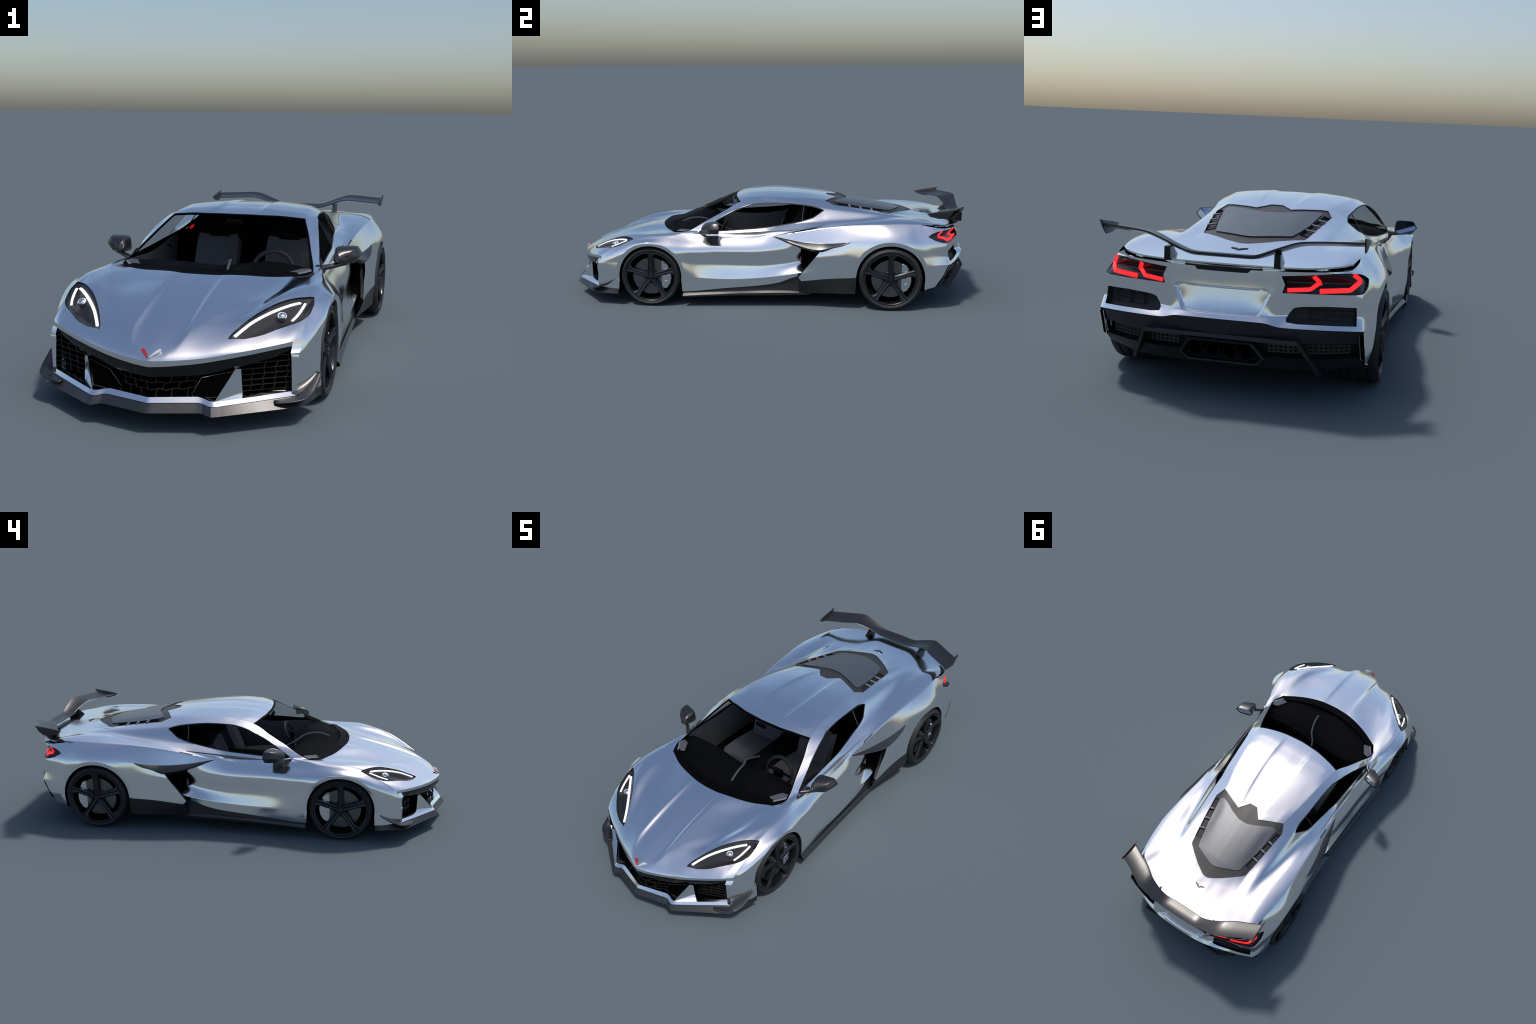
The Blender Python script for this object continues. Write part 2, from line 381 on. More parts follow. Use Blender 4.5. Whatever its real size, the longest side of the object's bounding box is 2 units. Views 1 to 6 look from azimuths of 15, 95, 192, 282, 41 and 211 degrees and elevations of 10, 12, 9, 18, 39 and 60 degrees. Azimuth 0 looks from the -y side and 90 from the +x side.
bm = bmesh.new()
L = bm.faces.layers.int.new('part')
def top_tag(i, j):
    u = U_TOP[i] + 0.5 / STEP
    if u < 1: return T['hood'] if j < edges_v[6] else T['front_fender']
    if u < 2 and j < edges_v[5]:
        return T['windshield_frame'] if (u < 1.13 or u > 1.97 or j >= edges_v[5] - 1) else T['windshield']
    if u < 3 and j < edges_v[6]: return T['roof']
    if u < 2.8: return T['door'] if (u > 1.3) else T['front_fender']
    if u > 3 and j < edges_v[8]: return T['rear_deck']
    return T['rear_quarter']
add_grid(bm, G_top, L, top_tag)

bq = add_grid(bm, G_side, L, lambda i, j: T['front_fender'] if u_side[i] < 1.3 else T['door'])
add_grid(bm, G_quarter, L, lambda i, j: T['rear_quarter'] if u_q[i] < 4.45 else T['rear_bumper'])
add_grid(bm, G_qlow, L, lambda i, j: T['rear_quarter'] if u_q[i] < 4.45 else T['rear_bumper'])
bm.faces.ensure_lookup_table()

# origin flags so that overlapping door and quarter skins can be trimmed apart
n_top = (G_top.shape[0]-1)*(G_top.shape[1]-1); n_side = (G_side.shape[0]-1)*(G_side.shape[1]-1)
SRC = bm.faces.layers.int.new('src')
for k, f in enumerate(bm.faces):
    f[SRC] = 0 if k < n_top else (1 if k < n_top + n_side else 2)

boom = [(.03,.3445),(.063,.339),(.127,.328),(.2,.312),(.3,.300),(.36,.302),(.46,.322)]
def boom_z(y): return np.interp(y, [p[0] for p in boom], [p[1] for p in boom])
# trim: door ends at the shut line above the blade, quarter starts there
cut(bm, L, [(.207,0.0),(.207,.6),(.8,.6),(.8,0)], (1,2), lambda f,c: f[SRC] >= 0 and c.y < .26, 0, retag=False)
blade = [(.300,.30),(.288,.272),(.2385,.212),(.189,.152),(.205,.133),(.10,.133),(.10,.05),(-.1,.05),(-.1,.30)]
cut(bm, L, blade, (1,2), lambda f,c: f[SRC] == 2 and c.y < .4, 0, retag=False)
kill = []
for f in bm.faces:
    c = f.calc_center_median()
    if f[SRC] == 1 and c.y > .065 and c.z > boom_z(c.y): kill.append(f)
    elif f[SRC] == 2 and c.z > boom_z(c.y) and c.y < .207:
        f[L] = T['door']
    elif f[SRC] == 2 and c.z <= boom_z(c.y) and inside(blade, c.y, c.z): kill.append(f)
    elif f[SRC] == 2 and c.z <= boom_z(c.y) and c.y < .19: kill.append(f)
bmesh.ops.delete(bm, geom=kill, context='FACES')

# door skin inside the side intake, tagged apart and coloured black
cut(bm, L, [(.198,.19),(.215,.19),(.30,.19),(.30,.30),(.198,.30)], (1,2), lambda f,c: f[SRC] == 1, T['intake'])
# wheel openings
FW, RW = (-.532, .1445), (.629, .1500)
RF, RR = .1435, .1500
cut(bm, L, circle(*FW, .1535, 96), (1,2), lambda f,c: c.x > .25, T['drop'])
cut(bm, L, [(-.6915,-.05),(-.6855,.12),(-.66,.13),(-.40,.13),(-.378,.12),(-.372,-.05)], (1,2), lambda f,c: c.x > .25, T['drop'])
cut(bm, L, circle(*RW, .1635, 96), (1,2), lambda f,c: c.x > .25, T['drop'])
cut(bm, L, [(.4565,-.05),(.4655,.145),(.55,.13),(.70,.13),(.790,.14),(.799,-.05)], (1,2), lambda f,c: c.x > .25, T['drop'])
# lamps, glass, hatch
HEADLIGHT = smooth_poly([(.190,-.861),(.198,-.838),(.228,-.785),(.270,-.724),(.315,-.672)], 24, False) + \
            smooth_poly([(.350,-.636),(.380,-.616)], 2, False) + smooth_poly([(.386,-.650),(.381,-.695),(.363,-.733),(.338,-.762)], 16, False) + \
            smooth_poly([(.318,-.783),(.280,-.818),(.235,-.846)], 12, False)
cut(bm, L, HEADLIGHT, (0,1), lambda f,c: c.z > .2 and c.y < -.55, T['headlight'])
WINDOW = smooth_poly([(-.302,.3565),(-.222,.408),(-.13,.456),(-.05,.483),(0,.490),(.09,.491),(.18,.484),(.25,.473)], 40, False) + \
         [(.285,.464),(.309,.453)] + smooth_poly([(.254,.418),(.19,.4005),(.124,.388),(.07,.380),(0,.372),(-.11,.3635),(-.211,.3572)], 30, False)
cut(bm, L, WINDOW, (1,2), lambda f,c: c.x > .2 and c.z > .35, T['window_trim'])
wc = np.array(WINDOW); 
def shrink(poly, d):
    p = np.array(poly); n = len(p); out = []
    area = sum(p[i-1,0]*p[i,1]-p[i,0]*p[i-1,1] for i in range(n))
    s = 1 if area > 0 else -1
    for i in range(n):
        t = p[(i+1) % n] - p[i-1]; t /= np.linalg.norm(t) + 1e-9
        out.append((p[i,0] - s*t[1]*d*1.0, p[i,1] + s*t[0]*d))
    return out
cut(bm, L, shrink(WINDOW, .0045), (1,2), lambda f,c: f[L] == T['window_trim'], T['side_window'])
HATCH = [(-.01,.312),(.021,.3125),(.062,.364),(.182,.311),(.203,.358),(.190,.466),(.175,.574),(.165,.632),(.158,.642),(.124,.671),(.072,.711),(.025,.740),(.010,.7455),(-.01,.746)]
cut(bm, L, HATCH, (0,1), lambda f,c: c.z > .38 and c.y > .25, T['engine_hatch'])
HATCH_GLASS = smooth_poly([(-.01,.414),(.012,.414),(.033,.411),(.077,.393),(.120,.371),(.150,.358),(.163,.357),(.170,.366)], 28, False) + [(.153,.505),(.127,.622)] + \
        smooth_poly([(.120,.635),(.07,.658),(.015,.678),(-.01,.679)], 12, False)
cut(bm, L, HATCH_GLASS, (0,1), lambda f,c: f[L] == T['engine_hatch'], T['hatch_glass'])
cut(bm, L, [(.180,.372),(.2005,.372),(.194,.44),(.172,.592),(.140,.592),(.1575,.49)], (0,1), lambda f,c: f[L] == T['engine_hatch'], T['hatch_slot'])
# tail lamps: side tip and rear face
cut(bm, L, [(.30,-1),(.30,1),(.9,1),(.9,-1)], (0,2), lambda f,c: f[SRC] == 2 and c.y > .86 and .3 < c.z < .4, 0, retag=False)
TAIL_SIDE = smooth_poly([(.801,.354),(.82,.366),(.85,.375),(.90,.382)], 12, False) + [(1.2,.382),(1.2,.323),(.90,.3225)] + smooth_poly([(.87,.326),(.835,.336)], 4, False)
cut(bm, L, TAIL_SIDE, (1,2), lambda f,c: f[SRC] == 2 and c.x > .30 and c.y > .78, T['taillight'])
cut(bm, L, [(.167,.371),(.178,.347),(.171,.3235),(.31,.3225),(.31,.381)], (0,2), lambda f,c: f[SRC] == 2 and c.x < .3001 and c.y > .86, T['taillight'])
# rear grilles, number plate recess
VENT = smooth_poly([(.376,.236),(.374,.262),(.372,.287)], 6, False) + smooth_poly([(.30,.2885),(.215,.284),(.196,.272),(.184,.252)], 12, False) + [(.186,.243),(.215,.239)]
cut(bm, L, VENT, (0,2), lambda f,c: f[SRC] == 2 and c.y > .86 and c.x > .1, T['rear_vent'])
PLATE = [(-.01,.333),(.128,.334)] + smooth_poly([(.140,.331),(.143,.322)], 3, False) + smooth_poly([(.118,.262),(.112,.256),(.10,.254)], 4, False) + [(-.01,.254)]
cut(bm, L, PLATE, (0,2), lambda f,c: f[SRC] == 2 and c.y > .9, T['plate_recess'])
# black sill below the quarter, body-colour lower edge of the tail
cut(bm, L, [(.05,.0),(.05,.125),(.206,.134),(.315,.146),(.50,.160),(.50,0)], (1,2), lambda f,c: f[SRC] == 2 and f[L] != T['drop'] and c.x > .3 and c.y < .6, T['side_sill'])
cut(bm, L, [(.799,.0),(.799,.101),(.84,.113),(.865,.15),(.91,.222),(1.1,.222),(1.1,0)], (1,2), lambda f,c: f[SRC] == 2 and c.x > .3 and c.y > .75 and c.z < .2205, T['drop'])
# shut lines between painted panels
cut(bm, L, [(-.80,.36),(-.80,.1),(-.69,.1),(-.655,.262),(-.62,.30),(-.616,.32),(-.66,.36)], (1,2), lambda f,c: f[L] in (T['front_fender'],) and c.x > .33, T['front_bumper'])
cut(bm, L, [(-.01,-.862),(.085,-.858),(.19,-.861),(.386,-.64),(.5,-.64),(.5,-1.1),(-.01,-1.1)], (0,1), lambda f,c: f[L] in (T['hood'],), T['front_bumper'])

# flared arch lips: the skin swells to a crease and turns under to the opening
for (cy, cz), r0, r1, out in ((FW, .1535, .1705, .0045), (RW, .1635, .1825, .0035)):
    cut(bm, L, circle(cy, cz, r1, 120), (1,2), lambda f,c: c.x > .34 and f[L] != T['drop'] and abs(c.y-cy) < .25, 0, retag=False)
    for v in bm.verts:
        if v.co.x < .34 or v.co.z < .02: continue
        r = math.hypot(v.co.y - cy, v.co.z - cz)
        if r > r1 + .06: continue
        fade = min(1, max(0, (v.co.z - .10) / .06)) * min(1, max(0, (v.co.x - .36) / .03))
        if r >= r1: k = out * (1 - (r - r1)/.06)**2
        else: k = out - (out + .0035) * (r1 - r)/(r1 - r0)
        v.co.x += k * fade
bmesh.ops.delete(bm, geom=[f for f in bm.faces if f[L] == T['drop']], context='FACES')
bmesh.ops.remove_doubles(bm, verts=bm.verts[:], dist=2e-5)
bmesh.ops.dissolve_degenerate(bm, dist=1e-6, edges=bm.edges[:])
for f in bm.faces: f.smooth = True
bm.normal_update()
# make all faces point outward
for f in bm.faces:
    pass
mid = [f for f in bm.faces if abs(f.calc_center_median().y) < .02 and f.calc_center_median().z > .5]
flip = sum(1 if f.normal.z > 0 else -1 for f in mid) < 0
if flip:
    bmesh.ops.reverse_faces(bm, faces=bm.faces[:])
bm.normal_update()

def extract(bm, tags, offset=0.0):
    """collect vertices, faces and whole-body normals of the tagged region"""
    idx = {}; vs = []; ns = []; fs = []
    for f in bm.faces:
        if f[L] not in tags: continue
        q = []
        for v in f.verts:
            if v.index not in idx:
                idx[v.index] = len(vs)
                n = v.normal.copy()
                if v.co.x < 1e-5: n.x = 0; n.normalize()
                vs.append(v.co + n * offset); ns.append(n)
            q.append(idx[v.index])
        fs.append(q)
    return vs, fs, ns

def skin(name, tags, mat, paired, offset=0.0, parent=None):
    bm.verts.index_update()
    vs, fs, ns = extract(bm, [T[t] for t in tags], offset)
    if not fs: return []
    def make(vv, ff, nn):
        me = bpy.data.meshes.new(name)
        me.from_pydata([tuple(v) for v in vv], [], ff)
        me.polygons.foreach_set('use_smooth', [True] * len(me.polygons))
        o = add(name, me, parent, [mat])
        me.normals_split_custom_set_from_vertices([tuple(n) for n in nn])
        return o
    mv = [V((-v.x, v.y, v.z)) for v in vs]; mn = [V((-n.x, n.y, n.z)) for n in ns]
    mf = [list(reversed(f)) for f in fs]
    if paired:
        return [make(vs, fs, ns), make(mv, mf, mn)]
    # weld halves on the centre plane
    remap = {}; allv = list(vs); alln = list(ns)
    for i, v in enumerate(vs):
        if abs(v.x) < 1e-5: remap[i] = i
        else:
            remap[i] = len(allv); allv.append(mv[i]); alln.append(mn[i])
    return [make(allv, fs + [[remap[i] for i in f] for f in mf], alln)]

def recess(name, tags, mat, paired, depth, wall=None):
    """panel sunk below the skin with side walls"""
    objs = skin(name, tags, mat, paired)
    for o in objs:
        b = bmesh.new(); b.from_mesh(o.data)
        b.normal_update()
        nr = {v.index: v.normal.copy() for v in b.verts}
        bd = [e for e in b.edges if e.is_boundary and not (abs(e.verts[0].co.x) < 1e-5 and abs(e.verts[1].co.x) < 1e-5)]
        if wall is not None: o.data.materials.append(wall)
        top = {}
        for e in bd:
            for v in e.verts:
                if v not in top: top[v] = b.verts.new(v.co)
        for v in b.verts:
            if v in top.values(): continue
        movers = [v for v in b.verts if v.index in nr and v not in set(top.values())]
        for v in movers:
            if v.index >= 0 and v.index in nr: v.co = v.co - nr[v.index] * depth
        for e in bd:
            a, c = e.verts
            f = b.faces.new([a, c, top[c], top[a]])
            f.material_index = 1 if wall is not None else 0
        bmesh.ops.recalc_face_normals(b, faces=b.faces[:])
        b.to_mesh(o.data); b.free()
        o.data.polygons.foreach_set('use_smooth', [True] * len(o.data.polygons))
        o.data.set_sharp_from_angle(angle=math.radians(35))
    return objs

def lip(name, tags, mat, paired, rule, direction):
    """return flange along a border of a panel (wheel arches, blade edges)"""
    es = [e for e in bm.edges if e.is_boundary and rule((e.verts[0].co + e.verts[1].co) / 2)]
    vs = []; fs = []; idx = {}
    def vid(v, k):
        key = (v.index, k)
        if key not in idx:
            idx[key] = len(vs); vs.append(v.co + V(direction) * k)
        return idx[key]
    for e in es:
        a, c = e.verts
        fs.append([vid(a, 0), vid(c, 0), vid(c, 1), vid(a, 1)])
    if not fs: return
    o = mesh_from(name, vs, fs, mat, smooth=True, sharp=40)
    if paired: mirrored(o)

P = M['paint']
skin('hood', ['hood'], P, False)
skin('fender', ['front_fender'], P, True)
skin('door', ['door'], P, True)
skin('roof', ['roof'], P, False)
skin('quarter_panel', ['rear_quarter'], P, True)
skin('engine_deck', ['rear_deck'], P, False)
skin('bumper', ['rear_bumper'], P, False)
skin('bumper', ['front_bumper'], P, False)
skin('windshield', ['windshield'], M['glass'], False)
skin('windshield_frame', ['windshield_frame'], M['frit'], False)
skin('window', ['side_window'], M['sideglass'], True)
skin('window_trim', ['window_trim'], M['matt'], True)
skin('sill_panel', ['side_sill'], M['diffuser'], True)
skin('intake_darkened_skin', ['intake'], M['void'], True)
HEAD = recess('headlight', ['headlight'], M['lamp'], True, .004, M['black'])
def edge_distance(poly, x, y):
    best = 9
    for (ax, ay), (bx_, by_) in zip(poly, poly[1:] + poly[:1]):
        dx_, dy_ = bx_-ax, by_-ay; l2 = dx_*dx_+dy_*dy_
        t = max(0, min(1, ((x-ax)*dx_+(y-ay)*dy_)/l2)) if l2 > 0 else 0
        best = min(best, math.hypot(x-ax-t*dx_, y-ay-t*dy_))
    return best
for o, sg in zip(HEAD, (1, -1)):
    for v in o.data.vertices:
        d = edge_distance(HEADLIGHT, v.co.x*sg, v.co.y)
        k = min(1, d/.030); v.co.z -= .020 * k*k*(3-2*k)
for o, h in zip(skin('headlight_cover', ['headlight'], M['lens'], True), HEAD): o.parent = h
recess('engine_hatch', ['engine_hatch'], M['hatchframe'], False, .003)
recess('hatch_slot', ['hatch_slot'], M['matt'], True, .008)
HG = skin('hatch_glass', ['hatch_glass'], M['hatchglass'], False, .001)
TAIL = recess('taillight', ['taillight'], M['tail'], True, .007)
recess('bumper_grille', ['rear_vent'], M['matt'], True, .015)
for o in recess('number_plate_recess', ['plate_recess'], P, False, .011):
    nb = [v for v in o.data.vertices]
    b_ = bmesh.new(); b_.from_mesh(o.data)
    for v in b_.verts:
        if not v.is_boundary:
            v.co.x *= .945; v.co.z = .294 + (v.co.z - .294)*.84
    b_.to_mesh(o.data); b_.free()
    o.data.set_sharp_from_angle(angle=math.radians(50))

# arch lips and inner liners
arch = lambda c: (abs(math.hypot(c.y-FW[0], c.z-FW[1]) - .1535) < .0015 or abs(math.hypot(c.y-RW[0], c.z-RW[1]) - .1635) < .0015
                  or (c.x > .36 and c.z < .145 and (abs(c.y+.6885) < .005 or abs(c.y+.375) < .005 or abs(c.y-.461) < .006 or abs(c.y-.7945) < .006)))
lip('wheel_arch_lip', None, P, True, lambda c: c.x > .36 and arch(c), (-.02, 0, 0))

def cylinder_shell(name, cy, cz, r, x0, x1, mat, a0=0, a1=360, n=64):
    vs = []; fs = []
    for i in range(n + 1):
        a = math.radians(a0 + (a1 - a0) * i / n)
        vs += [(x0, cy + r*math.cos(a), cz + r*math.sin(a)), (x1, cy + r*math.cos(a), cz + r*math.sin(a))]
    for i in range(n):
        fs.append([2*i, 2*i+1, 2*i+3, 2*i+2])
    # inner wall
    c0 = len(vs); vs.append((x0, cy, cz))
    for i in range(n): fs.append([c0, 2*i, 2*i+2])
    return mesh_from(name, vs, fs, mat, smooth=True, sharp=40)
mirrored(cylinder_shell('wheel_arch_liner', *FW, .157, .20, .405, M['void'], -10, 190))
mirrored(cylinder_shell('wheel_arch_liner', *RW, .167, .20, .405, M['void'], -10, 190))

# ------------------------------------------------------------------ small builders
def ruled(name, rows, mat, parent=None, pair=False, centre=False, thick=0.0, sharp=35, closed=False, dense=1):
    """surface through rows of points; centre=True mirrors the half across x = 0 into one mesh"""
    R = [np.array(r, float) for r in rows]
    if centre:
        R = [np.vstack([r, (r * [-1, 1, 1])[::-1][(1 if abs(r[-1][0]) < 1e-6 else 0):]]) for r in R]
    n = len(R[0]); vs = [tuple(p) for r in R for p in r]; fs = []
    m = len(R)
    for i in range(m - 1 if not closed else m):
        for j in range(n - 1):
            a = (i % m) * n + j; b = ((i + 1) % m) * n + j
            fs.append([a, a + 1, b + 1, b])
    o = mesh_from(name, vs, fs, mat, parent, True, sharp=sharp)
    if thick:
        md = o.modifiers.new('thickness', 'SOLIDIFY'); md.thickness = thick; md.offset = 0
    if pair: mirrored_mod(o)
    return o

def mirrored_mod(o):
    n = mirrored(o)
    for md in o.modifiers:
        m2 = n.modifiers.new(md.name, md.type)
        if md.type == 'SOLIDIFY': m2.thickness = md.thickness; m2.offset = -md.offset
    return n

def resample(pts, n, smooth=True):
    p = np.array(pts, float)
    d = np.r_[0, np.cumsum(np.linalg.norm(np.diff(p, axis=0), axis=1))]
    t = np.linspace(0, d[-1], n)
    return np.stack([(makima if smooth else lambda a, b, c: np.interp(c, a, b))(d, p[:, k], t) for k in range(p.shape[1])], 1)

def tube(name, pts, r, mat, parent=None, sides=8, pair=False, flat=None, bm_in=None, closed=False, caps=True):
    """round (or flat=(w,h), axis hint) bar along a polyline"""
    p = [V(q) for q in pts]; n = len(p); vs = []; fs = []
    up0 = V(flat[2]) if flat else None
    for i in range(n):
        a = p[i-1] if (i > 0 or closed) else p[i]; b = p[(i+1) % n] if (i < n-1 or closed) else p[i]
        t = (b - a).normalized()
        if up0 is not None: u = up0
        else: u = V((0,0,1)) if abs(t.z) < .9 else V((0,1,0))
        s = t.cross(u).normalized(); u2 = s.cross(t).normalized()
        if flat:
            w, h = flat[0]/2, flat[1]/2
            for cx, cy in ((-w,-h),(w,-h),(w,h),(-w,h)): vs.append(p[i] + s*cx + u2*cy)
        else:
            rr = r[i] if hasattr(r, '__len__') else r
            for k in range(sides):
                an = 2*math.pi*k/sides; vs.append(p[i] + s*math.cos(an)*rr + u2*math.sin(an)*rr)
    k = 4 if flat else sides
    for i in range(n if closed else n-1):
        for j in range(k):
            fs.append([i*k+j, i*k+(j+1) % k, ((i+1) % n)*k+(j+1) % k, ((i+1) % n)*k+j])
    if caps and not closed: fs += [list(range(k))[::-1], [(n-1)*k+j for j in range(k)]]
    if bm_in is not None:
        bv = [bm_in.verts.new(v) for v in vs]
        for f in fs: bm_in.faces.new([bv[i] for i in f])
        return None
    o = mesh_from(name, vs, fs, mat, parent, True, sharp=40)
    if pair: mirrored(o)
    return o

def box(name, c, s, mat, parent=None, bevel=.004, pair=False, rot=None, shear=None):
    b = bmesh.new(); bmesh.ops.create_cube(b, size=1)
    for v in b.verts: v.co = V((v.co.x*s[0], v.co.y*s[1], v.co.z*s[2]))
    if bevel: bmesh.ops.bevel(b, geom=b.edges[:], offset=bevel, segments=3, affect='EDGES', profile=.5)
    mt = Matrix.Translation(c)
    if rot: mt = mt @ Matrix.Rotation(math.radians(rot[1]), 4, rot[0])
    bmesh.ops.transform(b, matrix=mt, verts=b.verts)
    o = bm_to(name, b, mat, parent)
    if pair: mirrored(o)
    return o

def prism(name, outline, depth, mat, parent=None, pair=False, bevel=0.0, sharp=30):
    """solid from a 3D planar-ish outline pushed along a depth vector"""
    b = bmesh.new()
    a = [b.verts.new(p) for p in outline]; c = [b.verts.new(V(p) + V(depth)) for p in outline]
    b.faces.new(a); b.faces.new(c[::-1]); n = len(a)
    for i in range(n): b.faces.new([a[i], c[i], c[(i+1) % n], a[(i+1) % n]])
    bmesh.ops.recalc_face_normals(b, faces=b.faces[:])
    if bevel: bmesh.ops.bevel(b, geom=b.edges[:], offset=bevel, segments=2, affect='EDGES', profile=.5)
    o = bm_to(name, b, mat, parent, True, sharp)
    if pair: mirrored(o)
    return o

def lathe(name, prof, mat, parent=None, n=96, axis_x=True):
    """revolve (r, x) profile round the x axis, local origin at the wheel centre"""
    vs = []; fs = []; m = len(prof)
    for i in range(n):
        a = 2*math.pi*i/n
        for r, x in prof: vs.append((x, r*math.cos(a), r*math.sin(a)))
    for i in range(n):
        for j in range(m-1):
            fs.append([i*m+j, i*m+j+1, ((i+1) % n)*m+j+1, ((i+1) % n)*m+j])
    return mesh_from(name, vs, fs, mat, parent, True, sharp=32)

# ------------------------------------------------------------------ nose
nose = [tuple(p) for p in G_top[0]]                       # leading edge of the hood
ne = np.array(nose)
keep = ne[:, 0] <= .3585
lip_top = np.vstack([ne[keep], [(.357, -.798, .2335)]])
drop_z = np.interp(lip_top[:, 0], [0, .13, .36], [.017, .014, .0125])
lip_low = lip_top + np.c_[np.zeros(len(lip_top)), np.full(len(lip_top), .0015), -drop_z]
lip_mid = lip_top*.5 + lip_low*.5 + [0, -.0015, 0]
lip_in = lip_low + [0, .012, .001]
ruled('hood_lip', [lip_top[::-1], lip_mid[::-1], lip_low[::-1], lip_in[::-1]], P, centre=True, sharp=50)
bar_low = lambda x: np.stack([x, np.interp(x, [0,.13,.217,.30,.356], [-.962,-.916,-.874,-.832,-.795]), np.interp(x, [0,.06,.13,.217,.345,.356], [.151,.151,.1535,.168,.203,.207])], 1)
bx = lip_low[:, 0]
bl = bar_low(bx)
upper = lip_low + [0, .004, 0]
bulge = (upper + bl) / 2 + [0, -.004, -.002]
ruled('grille_bar', [upper[::-1], bulge[::-1], bl[::-1], (bl + [0, .03, .004])[::-1]], M['black'], centre=True, sharp=60)

CHIN_LIP = [(0,-.980,.084),(.132,-.9435,.0855),(.145,-.9425,.084),(.160,-.949,.0805),(.172,-.952,.0795),(.186,-.944,.0795),(.28,-.872,.081),(.372,-.800,.083)]
CHIN_TOP = [(0,-.971,.097),(.128,-.932,.098),(.143,-.931,.095),(.162,-.937,.091),(.176,-.939,.0905),(.190,-.931,.0905),(.28,-.862,.092),(.3605,-.801,.0945)]
CHIN_BACK = [(0,-.945,.096),(.120,-.905,.096),(.140,-.90,.094),(.170,-.895,.0915),(.19,-.893,.092),(.21,-.882,.094),(.28,-.842,.097),(.352,-.795,.099)]
ch = [resample(c, 60, False) for c in (CHIN_LIP, CHIN_TOP, CHIN_BACK)]
ruled('chin_bar', [ (c[::-1]) for c in ch], P, centre=True, sharp=30)
SPLIT_LOW = [(0,-.996,.060),(.138,-.9585,.0615),(.150,-.9575,.0605),(.163,-.962,.0575),(.176,-.9655,.056),(.192,-.957,.056),(.29,-.889,.057),(.382,-.826,.058),(.396,-.80,.058),(.422,-.690,.0585)]
SPLIT_TOP = CHIN_LIP[:-1] + [(.366,-.806,.083),(.377,-.793,.083),(.4205,-.6905,.0835)]
def on_breaks(c, n=10):
    out = []
    for a, b in zip(c[:-1], c[1:]):
        for k in range(n): out.append(np.array(a) + (np.array(b) - np.array(a)) * k / n)
    out.append(np.array(c[-1])); return np.array(out)
st, sl_ = on_breaks(SPLIT_TOP, 8), on_breaks(SPLIT_LOW, 8)
st = np.array(st); st2 = st + np.array([0, .0, -.0015])
under = sl_ + np.array([0, .006, -.003]); under2 = sl_ * [1, 0, 0] + [0, -.69, .0565]
ruled('splitter', [r[::-1] for r in (st2, sl_, under, under2)], M['carbon'], centre=True, sharp=30)

# corner returns beside the side grilles
edge0 = [tuple(p) for p in G_side[0]]
eo = np.array([p for p in edge0 if p[2] <= .235])
ei = np.stack([np.interp(eo[:, 2], [.08,.095,.14,.200,.206,.222,.236], [.3605,.360,.359,.357,.356,.357,.358]),
               np.interp(eo[:, 2], [.08,.095,.14,.200,.204,.222,.236], [-.806,-.806,-.806,-.806,-.8105,-.799,-.797]), eo[:, 2]], 1)
ei2 = ei + [-.003, .03, 0]
ruled('bumper_return', [eo, ei, ei2], P, pair=True, sharp=18)

# fin between the centre duct and the side grille
fin = [(.2195,-.881,.169),(.232,-.871,.167),(.226,-.878,.110),(.236,-.868,.096),(.222,-.885,.089),(.178,-.940,.0905)]
b = bmesh.new()
vv = [b.verts.new(p) for p in fin] + [b.verts.new(p) for p in [(.205,-.868,.168),(.195,-.885,.0905)]]
for f in ([0,2,1],[0,5,2],[2,5,4],[2,4,3],[1,2,3],[0,6,7,5],[0,1,6]): b.faces.new([vv[i] for i in f])
o = bm_to('grille_fin', b, P, None, True, 20); mirrored(o)

# cavity behind the grilles
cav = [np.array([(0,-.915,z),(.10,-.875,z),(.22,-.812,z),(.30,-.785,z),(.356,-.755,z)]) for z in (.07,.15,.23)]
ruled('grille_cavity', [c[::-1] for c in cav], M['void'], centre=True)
# grille meshes: staggered cells of thin bars
def mesh_y(x): return float(np.interp(x, [0, .04, .10, .13, .22, .36], [-.944, -.933, -.900, -.885, -.842, -.786]))
gb = bmesh.new()
def bar(pts, w=.0016, d=.006):
    q = [(x, mesh_y(abs(x)) if y is None else y, z) for x, y, z in pts]
    tube('', q, 0, None, flat=(d, w, (0, 0, 1)) if abs(pts[0][2]-pts[-1][2]) < abs(pts[0][0]-pts[-1][0]) else (d, w, (1, 0, 0)), bm_in=gb)
# centre mesh
for k in range(4):
    z = .092 + k*.0195
    xs = np.linspace(-.118, .118, 13)
    bar([(x, None, z + (.0022 if i % 2 else -.0022)) for i, x in enumerate(xs)], .0012)
for k in range(4):
    z0 = .0725 + k*.0195
    for i, x in enumerate(np.linspace(-.118, .118, 7)):
        xo = x + (.0098 if k % 2 else -.0098)
        if abs(xo) > .12: continue
        bar([(xo, None, z0), (xo + .006*np.sign(xo), None, z0 + .0195)], .0012)
# side meshes
for s in (1, -1):
    for k in range(8):
        z = .098 + k*.0158
        x0 = .222 if z < .175 else .222 + (z-.175)*3.2
        if x0 > .34: continue
        bar([(s*x, None, z + .004*(x-.29)/.06) for x in np.linspace(x0, .358, 8)], .0017)
    for i in range(4):
        xb = .246 + i*.030
        bar([(s*(xb + .0015*k + (.0055 if k % 2 else 0)), None, .097 + k*.0158) for k in range(7) if .097 + k*.0158 < .16 + (xb-.21)*.33], .0015)
bm_to('grille_mesh', gb, M['carbon'], None, False, None)['kind'] = 'stuff'
